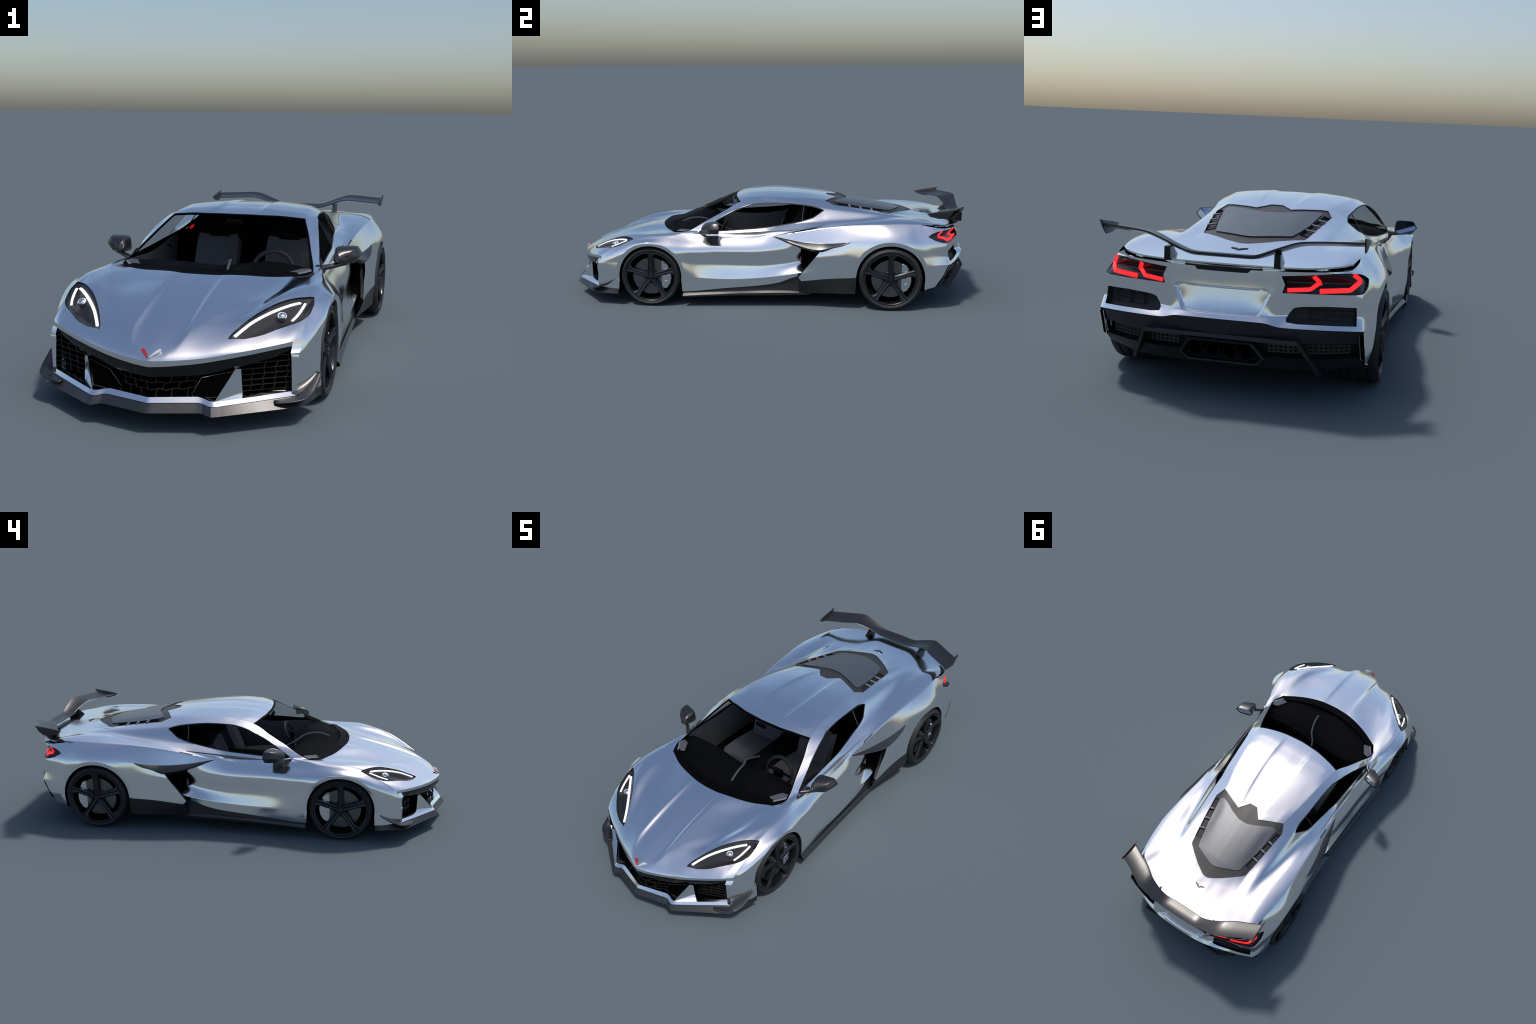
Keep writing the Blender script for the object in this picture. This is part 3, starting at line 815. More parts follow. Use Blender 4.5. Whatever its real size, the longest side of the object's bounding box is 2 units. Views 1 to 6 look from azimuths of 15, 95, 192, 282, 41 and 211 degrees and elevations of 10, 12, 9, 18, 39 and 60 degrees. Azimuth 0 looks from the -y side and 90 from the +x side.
# duct frames either side of the centre mesh
for k, (off, mt) in enumerate(((0, M['black']),)):
    duct = [(.214,-.873,.160),(.134,-.914,.148),(.112,-.905,.110),(.100,-.905,.092),(.125,-.915,.090),(.186,-.915,.0985)]
    prism('air_duct', duct, (0, .02, 0), M['void'], None, True)
    fr = [V(p) + V((0, -.003, 0)) for p in duct]
    tube('duct_frame', fr, .0016, M['carbon'], closed=True, pair=True)
# canards
can_in = resample([(.319,-.849,.0785),(.350,-.825,.079),(.3745,-.803,.081),(.383,-.785,.087),(.392,-.755,.102),(.4045,-.712,.1275)], 24)
can_out = resample([(.326,-.858,.0735),(.360,-.850,.0765),(.391,-.835,.081),(.414,-.808,.0875),(.4235,-.765,.104),(.4265,-.714,.129)], 24)
can_mid = can_in*.5 + can_out*.5 + np.c_[np.linspace(0,.008,24), np.zeros(24), -np.sin(np.linspace(0,math.pi,24))*.006]
ruled('canard', [can_in, can_mid, can_out], M['carbon'], thick=.003, pair=True, sharp=60)
# emblem on the nose: red flag and bright flag meeting in a V
def flag(name, s, mat, base, tip, rise, w):
    a, t = V(base), V(tip)
    d = t - a; nrm = V((0, -.45, .9)).normalized(); side = d.cross(nrm).normalized() * w
    pts = [a, a + d*.35 + side*.35, a + d*.55 + side*.9, t + side, t - side*.6, a + d*.5 - side*.55, a + d*.2 - side*.5]
    prism(name, [p + nrm*.001 for p in pts], nrm*.003, mat)
flag('emblem', -1, M['red'], (-.0005,-.9655,.2035), (-.025,-.945,.2195), 0, .006)
flag('emblem', 1, M['emblem_bright'], (.0005,-.9655,.2035), (.029,-.943,.221), 0, -.0055)

# ------------------------------------------------------------------ headlamp internals
from mathutils.bvhtree import BVHTree
def surface_tree(objs):
    vs = []; fs = []
    for o in objs:
        k = len(vs); vs += [v.co.copy() for v in o.data.vertices]; fs += [[k+i for i in p.vertices] for p in o.data.polygons]
    return BVHTree.FromPolygons(vs, fs)
def drape(tree, pts, lift, axis):
    """lay a polyline on a surface"""
    out = []
    for p in pts:
        if axis == 'z': h = tree.ray_cast(V((p[0], p[1], 1)), V((0,0,-1)))
        else: h = tree.ray_cast(V((p[0], 2, p[2])), V((0,-1,0)))
        if h[0] is None: h = tree.find_nearest(V((p[0], p[1], p[2] if len(p) > 2 else .28)))
        n = h[1] if h[1].dot(V((0,1,0) if axis == 'y' else (0,0,1))) > 0 else -h[1]
        out.append(h[0] + n*lift)
    return out
ht = surface_tree([o for o in bpy.data.objects if o.name == 'headlight_cover'])
for lamp, sg in zip(HEAD, (1, -1)):
    def strip(nm, pts, w):
        q = drape(ht, resample([(x, y, .28) for x, y in pts], 16), -.004, 'z')
        q = [V((p.x*sg, p.y, p.z)) for p in q]
        tube(nm, q, 0, M['white_light'], lamp, flat=(w, .003, (0,-.3,1)))
    strip('running_light', [(.206,-.845),(.224,-.815),(.243,-.787),(.285,-.735),(.350,-.661)], .0085)
    strip('running_light', [(.363,-.657),(.357,-.695),(.3425,-.737)], .0065)
    c = V((.309, -.722, .2835))
    bb = bmesh.new(); bmesh.ops.create_uvsphere(bb, u_segments=24, v_segments=16, radius=.0165)
    bmesh.ops.transform(bb, matrix=Matrix.Translation((c.x*sg, c.y, c.z)) @ Matrix.Diagonal((1, 1.1, .85, 1)), verts=bb.verts)
    bm_to('projector_lens', bb, M['chrome'], lamp, True, None)

# ------------------------------------------------------------------ tail lamps: folded inward along the middle
for lamp in TAIL:
    walls = set()
    for e in lamp.data.polygons: pass
    for v in lamp.data.vertices:
        k = max(0.0, 1 - abs(v.co.z - .350) / .026)
        reach = min(1, max(0, (v.co.y - .80) / .07))
        v.co.y -= .024 * k * reach
tt = surface_tree([TAIL[0]])
for lamp, sg in zip(TAIL, (1, -1)):
    def chevron(pts, w):
        q = drape(tt, resample(pts, 18, False), .003, 'y')
        tube('tail_light_bar', [V((p.x*sg, p.y, p.z)) for p in q], 0, M['red_light'], lamp, flat=(w, .004, (0,1,0)))
    chevron([(.352,.9,.3745),(.3715,.9,.351),(.350,.9,.332),(.269,.9,.3285)], .0135)
    chevron([(.253,.9,.3735),(.268,.9,.351),(.243,.9,.332),(.182,.9,.3285)], .0115)

# ------------------------------------------------------------------ tail: spoiler underside, diffuser, exhaust
lipe = np.array([tuple(p) for p in G_top[-1]])
under0 = lipe + [0, 0, -.0045]
under1 = lipe * [.97, 1, 1] + np.c_[np.zeros(len(lipe)), np.full(len(lipe), -.022), np.full(len(lipe), -.010)]
qtop = np.array([tuple(p) for p in Q[0][len(u_q5)-1:]])[::-1]         # centre -> corner
qx = np.stack([np.interp(np.minimum(lipe[:, 0], .35), qtop[:, 0], qtop[:, k]) for k in range(3)], 1)
qx[:, 0] = np.minimum(lipe[:, 0]*.995, .35)
ruled('spoiler_lip', [lipe[::-1], under0[::-1], under1[::-1]], P, centre=True, sharp=40)
ins = lipe[:, 0] <= .303
ruled('spoiler_shroud', [under0[ins][::-1], (under1*.55 + under0*.45 + [0, -.003, -.001])[ins][::-1], (qx*.35 + under1*.65 + [0,-.004,0])[ins][::-1], (qx + [0, -.006, .001])[ins][::-1], qx[ins][::-1]], P, centre=True, sharp=60)
ous = lipe[:, 0] >= .295
ruled('spoiler_vent', [under1[ous][::-1], (qx + [-.004, -.035, .002])[ous][::-1], qx[ous][::-1]], M['black'], pair=True, sharp=40)
bk = resample([(-.112,.9605,.3795),(-.06,.9685,.380),(0,.9715,.380),(.06,.9685,.380),(.112,.9605,.3795)], 24)
tube('brake_light', [V(p) for p in bk], 0, M['black'], flat=(.006, .0135, (0,0,1)))

dx = np.array([.392,.375,.345,.30,.25,.20,.17,.12,.06,0])
def drow(ys, z): return np.stack([dx, np.interp(dx, [0,.06,.12,.17,.2,.25,.3,.345,.375,.392], ys[::-1]), np.full(len(dx), z) if np.isscalar(z) else np.array(z)], 1)
ledge = np.array([tuple(p) for p in Q[3][len(u_q5)-1:]])[::-1]
lz = np.interp(dx, ledge[:, 0], ledge[:, 2]); ly = np.interp(dx, ledge[:, 0], ledge[:, 1])
d0 = np.stack([dx, ly - .004, lz - .002], 1)
d1 = np.stack([dx, np.interp(dx, [0,.2,.3,.36,.392], [.982,.966,.934,.900,.885]), np.full(len(dx), .187)], 1)
d2 = d1 + np.c_[np.zeros(len(dx)), np.full(len(dx), -.002), np.full(len(dx), -.005)]
d3 = np.stack([dx*.97, d1[:, 1] - .045, np.full(len(dx), .176)], 1)
d4 = np.stack([dx*.97, d1[:, 1] - .055, np.full(len(dx), .142)], 1)
d5 = np.stack([dx, np.interp(dx, [0,.2,.3,.36,.392], [.955,.942,.912,.876,.862]), np.full(len(dx), .134)], 1)
d6 = np.stack([dx, d5[:, 1] - .010, np.full(len(dx), .122)], 1)
d7 = np.stack([dx, np.interp(dx, [0,.2,.3,.36,.392], [.925,.915,.885,.845,.825]), np.interp(dx, [0,.25,.392],[.092,.094,.104])], 1)
d8 = np.stack([dx, np.full(len(dx), .78), np.full(len(dx), .085)], 1)
ruled('diffuser', [d0, d1, d2, d3, d4, d5, d6, d7, d8], M['diffuser'], centre=True, sharp=30)
# perforated plates in the diffuser slot
pb = bmesh.new()
for s in (1, -1):
    for k in range(3):
        z = .149 + k*.0105
        tube('', [(s*x, float(np.interp(x, dx[::-1], d1[::-1, 1])) - .034, z) for x in np.linspace(.135, .355, 12)], 0, None, flat=(.003, .0048, (0,0,1)), bm_in=pb)
    for x in np.linspace(.135, .355, 17):
        y = float(np.interp(x, dx[::-1], d1[::-1, 1])) - .034
        tube('', [(s*x, y, .147), (s*x, y, .173)], 0, None, flat=(.0065, .003, (0,1,0)), bm_in=pb)
bm_to('diffuser_mesh', pb, M['diffuser'], None, False, None)['kind'] = 'stuff'
# strut frame: bar across and raked legs
tube('diffuser_strut', [(.2755,.918,.088),(.2225,.981,.189),(-.2225,.981,.189),(-.2755,.918,.088)], 0, M['diffuser'], flat=(.012, .012, (0,1,.3)))
for s in (1, -1):
    prism('diffuser_fin', [(s*.2215,.985,.192),(s*.2245,.975,.180),(s*.277,.897,.089),(s*.277,.921,.086)], (s*.006, 0, .002), M['diffuser'])
    prism('diffuser_fin', [(s*.2215,.985,.192),(s*.2195,.93,.190),(s*.268,.88,.10),(s*.277,.897,.089),(s*.2755,.921,.087)], (s*.005, 0, 0), M['diffuser'])
hexo = [(.1275,.954,.1265),(.092,.979,.178),(-.092,.979,.178),(-.1275,.954,.1265),(-.105,.943,.101),(.105,.943,.101)]
hexi = [(.117,.957,.1275),(.086,.978,.170),(-.086,.978,.170),(-.117,.957,.1275),(-.098,.947,.109),(.098,.947,.109)]
b = bmesh.new()
ring = [[b.verts.new(p) for p in r] for r in (
    [V(p) + V((0,-.06,0)) for p in hexo], [V(p) for p in hexo], [V(p)*.5 + V(q)*.5 + V((0,.004,0)) for p, q in zip(hexo, hexi)], [V(p) for p in hexi], [V(p) + V((0,-.05,0)) for p in hexi])]
for r0, r1 in zip(ring[:-1], ring[1:]):
    for i in range(6): b.faces.new([r0[i], r0[(i+1) % 6], r1[(i+1) % 6], r1[i]])
bm_to('exhaust_surround', b, M['diffuser'], None, True, 30)
b = bmesh.new(); b.faces.new([b.verts.new(V(p) + V((0,-.03,0))) for p in hexi]); bm_to('exhaust_cavity', b, M['void'])
for x in (-.077,-.0257,.0257,.077):
    vs = []; fs = []; n = 40
    prof = [(.0205,-.05),(.0208,0),(.0200,.002),(.0192,0),(.0190,-.05)]
    for i in range(n):
        a = 2*math.pi*i/n
        for r, y in prof: vs.append((x + r*math.cos(a), .962 + y + (.003 if abs(x) < .05 else 0), .1425 + r*math.sin(a)))
    m = len(prof)
    for i in range(n):
        for j in range(m-1): fs.append([i*m+j, i*m+j+1, ((i+1) % n)*m+j+1, ((i+1) % n)*m+j])
    k = len(vs); vs += [(x + .0195*math.cos(2*math.pi*i/n), .955, .1425 + .0195*math.sin(2*math.pi*i/n)) for i in range(n)]
    pipe = mesh_from('exhaust_pipe', vs, fs, M['diffuser'], sharp=30)
    b = bmesh.new(); b.faces.new([b.verts.new(p) for p in vs[k:]]); bm_to('exhaust_bore', b, M['void'], pipe)
# vertical slots at the bumper corners
for s in (1, -1):
    prism('air_slot', [(s*.3845,.902,.213),(s*.3965,.897,.211),(s*.3985,.864,.136),(s*.3885,.862,.130)], (0, .0035, 0), M['void'])
    tube('air_slot_trim', [(s*.3835,.906,.214),(s*.388,.868,.131),(s*.3965,.867,.129)], .0016, M['chrome'])
# rear grille cells
rb = bmesh.new()
for s in (1, -1):
    tree = surface_tree([o for o in bpy.data.objects if o.name.startswith('bumper_grille')])
    def yv(x, z):
        h = tree.ray_cast(V((s*x, 2, z)), V((0,-1,0)))
        return h[0].y if h[0] else .9
    for z0, z1 in ((.249,.246),(.262,.259),(.275,.272)):
        tube('', [(s*x, yv(x, .26) + .004, z0 + (z1-z0)*(x-.24)/.13 + .002*math.sin(x*220)) for x in np.linspace(.24, .368, 14)], 0, None, flat=(.004, .0014, (0,0,1)), bm_in=rb)
    for x in (.243, .288, .332):
        tube('', [(s*(x + dxx), yv(x, .26) + .004, z) for dxx, z in ((0,.239),(.006,.249),(.003,.262),(.009,.275),(.006,.286))], 0, None, flat=(.0014, .004, (0,1,0)), bm_in=rb)
bm_to('grille_mesh', rb, M['diffuser'], None, False, None)['kind'] = 'stuff'
# emblem on the rear deck
def deck_z(x, y): return float(np.interp(y, [p[2] for p in CENTRE if p[0] > 4], [p[3] for p in CENTRE if p[0] > 4]))
for s in (1, -1):
    pts = [(0,.806),(s*.007,.797),(s*.026,.792),(s*.025,.797),(s*.010,.803),(s*.002,.811)]
    prism('emblem', [(x, y, deck_z(x, y) + .0005) for x, y in pts], (0, 0, .002), M['emblem'])

# ------------------------------------------------------------------ engine hatch louvres and panel joints
for s in (1, -1):
    for k in range(3):
        y = .428 + k*.055
        xo = float(np.interp(y, [.372,.44,.592], [.200,.193,.172])); xi = float(np.interp(y, [.372,.49,.592], [.180,.1585,.141]))
        z = float(np.interp(y, [.309,.38,.50,.632], [.4905,.4775,.4545,.430]))
        prism('hatch_louvre', [(s*(xo+.001), y, z-.006), (s*(xi-.001), y-.005, z-.001), (s*(xi-.001), y+.004, z-.0025), (s*(xo+.001), y+.009, z-.0075)], (0, .001, .005), M['trimgrey'], None, False, .001)

# ------------------------------------------------------------------ rear wing
def airfoil(le, te, t, n=12, camber=.006):
    le, te = np.array(le), np.array(te); c = te - le; L_ = np.linalg.norm(c); ex = c / L_
    ez = np.array([0, -ex[2], ex[1]])
    top, bot = [], []
    for k in range(n + 1):
        s = (1 - math.cos(math.pi*k/n)) / 2
        th = .0022*s + t * (1.4845*math.sqrt(s) - .63*s - 1.758*s*s + 1.4215*s**3 - .5075*s**4) * 1.05
        cm = -camber * 4*s*(1-s)
        top.append(le + ex*s*L_ + ez*(cm + th)); bot.append(le + ex*s*L_ + ez*(cm - th))
    return top + bot[::-1][1:-1]
WING = [(0,(.928,.418),(.993,.424)),(.085,(.930,.418),(.991,.424)),(.105,(.932,.421),(.991,.428)),(.150,(.925,.436),(.990,.447)),(.205,(.905,.456),(.989,.468)),
        (.226,(.892,.460),(.985,.4725)),(.27,(.862,.460),(.962,.473)),(.33,(.835,.459),(.930,.472)),(.385,(.806,.458),(.905,.471))]
xs = np.unique(np.r_[np.linspace(0, .385, 40), [w[0] for w in WING]])
def wing_at(x):
    a = np.array([(w[0], *w[1], *w[2]) for w in WING])
    q = np.abs(np.linspace(x - .014, x + .014, 9)); q = np.minimum(q, .385)
    v = [float(np.mean(np.interp(q, a[:, 0], a[:, k]))) for k in range(1, 5)]
    return (x, v[0], v[1]), (x, v[2], v[3])
secs = [airfoil(*wing_at(x), .006) for x in xs]
full = [[(-p[0], p[1], p[2]) for p in s] for s in secs[::-1][:-1]] + [[tuple(p) for p in s] for s in secs]
n = len(full[0]); vs = [p for s in full for p in s]
fs = [[i*n+j, i*n+(j+1) % n, (i+1)*n+(j+1) % n, (i+1)*n+j] for i in range(len(full)-1) for j in range(n)]
wing = mesh_from('wing', vs, fs, M['carbon'], sharp=50)
b = bmesh.new(); b.from_mesh(wing.data); bmesh.ops.recalc_face_normals(b, faces=b.faces[:]); b.to_mesh(wing.data); b.free()
for s in (1, -1):
    prism('wing_end_plate', [(s*.385,.792,.464),(s*.385,.84,.474),(s*.385,.90,.483),(s*.387,.922,.487),(s*.385,.905,.46),(s*.384,.884,.440),(s*.383,.845,.441),(s*.383,.806,.450)], (s*.005, 0, 0), M['carbon'], wing, bevel=.0012)
    # pylon: swept airfoil section
    pyl = []
    for k in range(7):
        f = k/6
        yf = .888 + (.938-.888)*f; yr = .982 + (.984-.982)*f; z = .394 + (.4335-.394)*f
        w = .0095*(1 - .1*f); ym = (yf + yr)/2
        pyl.append([(s*.1585 - w*.6, yf+.012, z), (s*.1585, yf, z), (s*.1585 + w*.6, yf+.012, z), (s*.1585 + w, ym, z), (s*.1585 + w, yr, z), (s*.1585 - w, yr, z), (s*.1585 - w, ym, z)])
    m = 7; vs = [p for r in pyl for p in r]
    fs = [[i*m+j, i*m+(j+1) % m, (i+1)*m+(j+1) % m, (i+1)*m+j] for i in range(6) for j in range(m)] + [[6*m+j for j in range(m)]]
    mesh_from('wing_pylon', vs, fs, M['black'], wing, sharp=40)

# ------------------------------------------------------------------ sills, side blade, intake
sk_top = resample([(.408,-.372,.066),(.397,-.18,.072),(.387,.03,.078),(.381,.15,.078),(.378,.25,.066)], 30)
sk_out = resample([(.4235,-.374,.053),(.413,-.235,.060),(.403,-.086,.066),(.393,.073,.069),(.385,.20,.068),(.380,.25,.064)], 30)
sk_low = resample([(.4195,-.374,.0455),(.410,-.235,.051),(.400,-.086,.055),(.390,.073,.056),(.382,.20,.058),(.378,.25,.060)], 30)
sk_in = sk_low + [-.03, 0, 0]
ruled('skirt', [sk_top, sk_out, sk_low, sk_in], M['carbon'], pair=True, sharp=25)
bot = np.array([tuple(p) for p in G_side[:, -1]])
selr = (bot[:, 1] > -.374) & (bot[:, 1] < .205)
bb_ = resample(bot[selr], 50)
inn = bb_ + np.c_[np.full(50, -.010), np.zeros(50), np.full(50, -.004)]
low = np.stack([np.interp(inn[:, 1], [-.374,-.18,.03,.2], [.404,.392,.384,.380]), inn[:, 1], np.interp(inn[:, 1], [-.374, 0, .2], [.064, .070, .075])], 1)
low[:, 0] = np.minimum(low[:, 0], inn[:, 0] + .012)
floor_ = low * [0, 1, 1] + [.2, 0, -.015]
ruled('sill_panel', [bb_, inn, low, floor_], M['diffuser'], pair=True, sharp=30)

BLADE = [ # y, upper (x,z), ridge (x,z), lower (x,z)
 (.060,(.3535,.3425),(.3545,.3415),(.3535,.3405)),(.085,(.360,.338),(.3635,.334),(.359,.331)),(.13,(.368,.330),(.377,.321),(.367,.312)),
 (.19,(.378,.320),(.394,.305),(.374,.291)),(.24,(.384,.316),(.406,.293),(.388,.278)),(.285,(.388,.3145),(.413,.288),(.392,.268)),
 (.315,(.391,.315),(.415,.293),(.405,.281)),(.345,(.394,.317),(.417,.301),(.413,.296)),(.40,(.401,.3225),(.414,.314),(.411,.309)),(.436,(.405,.327),(.4075,.326),(.405,.325))]
ys = np.linspace(.060, .436, 46)
tb = np.array([(r[0], *r[1], *r[2], *r[3]) for r in BLADE])
ev = np.stack([makima(tb[:, 0], tb[:, k], ys) for k in range(1, 7)], 1)
Ru = np.stack([ev[:, 0], ys, ev[:, 1]], 1); Rr = np.stack([ev[:, 2], ys, ev[:, 3]], 1); Rl = np.stack([ev[:, 4], ys, ev[:, 5]], 1)
Ru0 = Ru + [-.02, 0, .002]; Rm = (Ru + Rr)/2 + [.0015, 0, .001]; Rl0 = Rl + [-.03, 0, 0]
ruled('intake_blade', [Ru0, Ru, Rm, Rr, (Rr+Rl)/2 + [.001,0,-.001], Rl, Rl0], M['carbon'], pair=True, sharp=28)
edge = resample([(.391,.290,.270),(.4045,.2385,.212),(.4135,.189,.1525),(.405,.204,.134)], 20, False)
ruled('blade_edge', [edge, edge + [.001,-.005,0], edge + [-.010,-.002,0]], M['matt'], pair=True, sharp=30)
ruled('blade_lining', [edge + [-.010,-.002,0], edge + [-.04,.012,0], edge + [-.10,.04,0]], M['void'], pair=True)  # inner face coloured black for shadow in the intake mouth
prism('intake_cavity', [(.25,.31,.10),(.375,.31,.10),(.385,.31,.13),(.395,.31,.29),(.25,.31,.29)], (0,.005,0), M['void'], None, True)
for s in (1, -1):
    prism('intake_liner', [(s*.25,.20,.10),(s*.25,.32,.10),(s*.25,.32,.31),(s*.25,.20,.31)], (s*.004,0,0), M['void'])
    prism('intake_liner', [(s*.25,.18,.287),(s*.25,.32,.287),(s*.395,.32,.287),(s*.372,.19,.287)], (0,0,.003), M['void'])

for s in (1, -1):
    prism('quarter_slot', [(s*.3548,.160,.3605),(s*.3573,.225,.3725),(s*.3548,.227,.3742),(s*.3525,.165,.3632)], (s*.0012,0,.0006), M['void'])

# ------------------------------------------------------------------ door mirrors
MF = [(.373,.364),(.371,.400),(.377,.4125),(.392,.4165),(.437,.4165),(.447,.411),(.4585,.391),(.455,.385),(.436,.364),(.428,.362)]
def mirror_head(s):
    cx, cz = .412, .389
    prof = [(-.199,.90,0),(-.197,.97,0),(-.203,1.0,0),(-.220,.99,0),(-.240,.90,-.001),(-.256,.74,-.003),(-.265,.50,-.006),(-.269,.22,-.008)]
    rows_ = []
    ol = smooth_poly(MF, 60)
    for y, k, dz in prof:
        rows_.append([(s*(cx + (x-cx)*k - (.006 if k < .8 else 0)), y - (x-cx)*-.25, cz + (z-cz)*k + dz) for x, z in ol])
    n = len(ol); vs = [p for r in rows_ for p in r]
    fs = [[i*n+j, i*n+(j+1) % n, (i+1)*n+(j+1) % n, (i+1)*n+j] for i in range(len(rows_)-1) for j in range(n)] + [[(len(rows_)-1)*n+j for j in range(n)]]
    o = mesh_from('door_mirror', vs, fs, M['carbon'], sharp=70)
    b = bmesh.new(); b.from_mesh(o.data); bmesh.ops.recalc_face_normals(b, faces=b.faces[:]); b.to_mesh(o.data); b.free()
    mesh_from('mirror_glass', [(s*(cx + (x-cx)*.93), -.2005 + (x-cx)*.25, cz + (z-cz)*.93) for x, z in ol], [list(range(n))], M['mirrorglass'], o)
    arm = resample([(s*.340,-.295,.3525),(s*.362,-.272,.354),(s*.388,-.252,.3595),(s*.412,-.236,.366)], 12)
    tube('mirror_arm', arm, [.010,.010,.0095,.009,.009,.0085,.0085,.0085,.0085,.009,.0095,.010], M['carbon'], o, sides=10)
    prism('mirror_sail', [(s*.334,-.296,.3585),(s*.327,-.262,.381),(s*.334,-.255,.3595)], (s*.003,0,0), M['black'], o)
for s in (1, -1): mirror_head(s)

# ------------------------------------------------------------------ wheels
def wheel(cy, cz, R, rim_r, x_out, width):
    """one wheel with its centre at the origin, outboard towards +x"""
    hub = bpy.data.objects.new('wheel', None)
    bpy.context.scene.collection.objects.link(hub); hub.parent = ROOT
    hub.location = (x_out, cy, cz)
    W = width; r = rim_r
    # tyre: x = 0 outer bulge plane
    prof = [(r-.004,-.012),(r+.001,-.006),(r+.006,-.002),((R+r)/2,0),(R-.009,-.0035),(R-.004,-.008),(R-.001,-.014)]
    g = [(R,-.02)]
    for k in range(4):
        xg = -.02 - (W-.04)*(k+.5)/4
        g += [(R,xg+.003),(R-.004,xg+.002),(R-.004,xg-.002),(R,xg-.003)]
    prof += g + [(R,-W+.02),(R-.001,-W+.014),(R-.006,-W+.006),((R+r)/2,-W),(r,-W+.004),(r-.004,-W+.012)]
    lathe('tyre', prof, M['rubber'], hub)
    # rim barrel with bright lip
    rimp = [(r+.0015,-.0065),(r+.001,-.004),(r-.0025,-.0035),(r-.006,-.006),(r-.0085,-.014),(r-.010,-.05),(r-.012,-W+.02),(r-.002,-W+.012)]
    lathe('rim', rimp, M['rim'], hub)
    # five directional spokes
    sp = bmesh.new()
    stations = [ # radius, flared half-width, plain half-width, face x, depth
        (.014,.010,.010,-.0125,.014),(.030,.0135,.0125,-.0115,.014),(.050,.0128,.0120,-.0105,.014),(.075,.0124,.0120,-.0095,.014),
        (.090,.0130,.0122,-.0080,.014),(.102,.0170,.0128,-.0062,.014),(r-.010,.0280,.0140,-.0048,.014),(r-.003,.0340,.0145,-.0038,.012)]
    er = V((0, 0, 1)); et = V((0, 1, 0))
    rows_ = []
    for rad, wl, wt, x, dp in stations:
        c = er*rad + V((x,0,0))
        rows_.append([sp.verts.new(c + et*wl + V((-.0045,0,0))), sp.verts.new(c + et*wl*.5 + V((.0003,0,0))), sp.verts.new(c + et*.05*wt + V((-.0022,0,0))),
                      sp.verts.new(c - et*wt*.55 + V((.0008,0,0))), sp.verts.new(c - et*wt + V((-.0045,0,0))), sp.verts.new(c - et*wt*.85 + V((-dp,0,0))), sp.verts.new(c + et*wl*.85 + V((-dp,0,0)))])
    for r0, r1 in zip(rows_[:-1], rows_[1:]):
        for j_ in range(7): sp.faces.new([r0[j_], r0[(j_+1) % 7], r1[(j_+1) % 7], r1[j_]])
    sp.faces.new(rows_[0]); sp.faces.new(rows_[-1][::-1])
    first = bm_to('wheel_spoke', sp, M['rim'], hub, True, 24)
    for q in range(1, 5):
        o2 = first.copy(); bpy.context.scene.collection.objects.link(o2)
        o2.rotation_euler = (math.radians(72*q), 0, 0)
    lathe('hub_cap', [(.0,-.0075),(.0105,-.008),(.0125,-.010),(.0135,-.013),(.026,-.014),(.029,-.018),(.030,-.04)], M['rim'], hub, 48)
    for q in range(5):
        a = math.radians(54 + 72*q + 0)
        b = bmesh.new(); bmesh.ops.create_cone(b, cap_ends=True, segments=12, radius1=.0048, radius2=.0036, depth=.012)
        bmesh.ops.transform(b, matrix=Matrix.Translation((-.010, .0215*math.cos(a), .0215*math.sin(a))) @ Matrix.Rotation(math.radians(90), 4, 'Y'), verts=b.verts)
        bm_to('lug_nut', b, M['chrome'] if False else M['rim'], hub)
    for s in (1, -1):
        prism('hub_emblem', [(-.0072, 0, -.004),(-.0072, s*.003,-.001),(-.0072, s*.0085,.003),(-.0072, s*.008,.005),(-.0072, s*.002,.0005)], (.001,0,0), M['disc'], hub)
    # brake disc and caliper
    lathe('brake_disc', [(.028,-.034),(.030,-.031),(.0905,-.031),(.0915,-.033),(.0915,-.043),(.0905,-.045),(.03,-.045)], M['disc'], hub, 64)
    lathe('brake_hat', [(.0,-.022),(.034,-.024),(.037,-.027),(.038,-.032)], M['rim'], hub, 48)
    cal = bmesh.new()
    # six-piston caliper: straight inner edge, stepped outline following the disc
    outl = [(.050,-.056),(.058,-.068),(.078,-.060),(.094,-.035),(.099,-.010),(.098,.010),(.090,.040),(.076,.066),(.058,.078),(.052,.076)]
    for x0, x1, sc in ((-.030,-.052,1.0),(-.0235,-.030,.93)):
        cy0, cz0 = .074, 0
        lo = [cal.verts.new((x1, cy0+(y-cy0)*sc, cz0+(z-cz0)*sc)) for y, z in outl]; hi = [cal.verts.new((x0, cy0+(y-cy0)*sc*.97, cz0+(z-cz0)*sc*.97)) for y, z in outl]
        cal.faces.new(hi); cal.faces.new(lo[::-1]); m_ = len(outl)
        for k in range(m_): cal.faces.new([lo[k], lo[(k+1) % m_], hi[(k+1) % m_], hi[k]])
    for z in (-.03,.0,.03):
        bmesh.ops.create_cone(cal, cap_ends=True, segments=16, radius1=.010, radius2=.008, depth=.006, matrix=Matrix.Translation((-.0225,.074,z)) @ Matrix.Rotation(math.radians(90),4,'Y'))
    bm_to('brake_caliper', cal, M['chrome'], hub, True, 20)
    lathe('wheel_shade_disc', [(0,-.075),(r-.012,-.075)], M['void'], hub, 48)  # black disc modelling the shade behind the spokes
    return hub

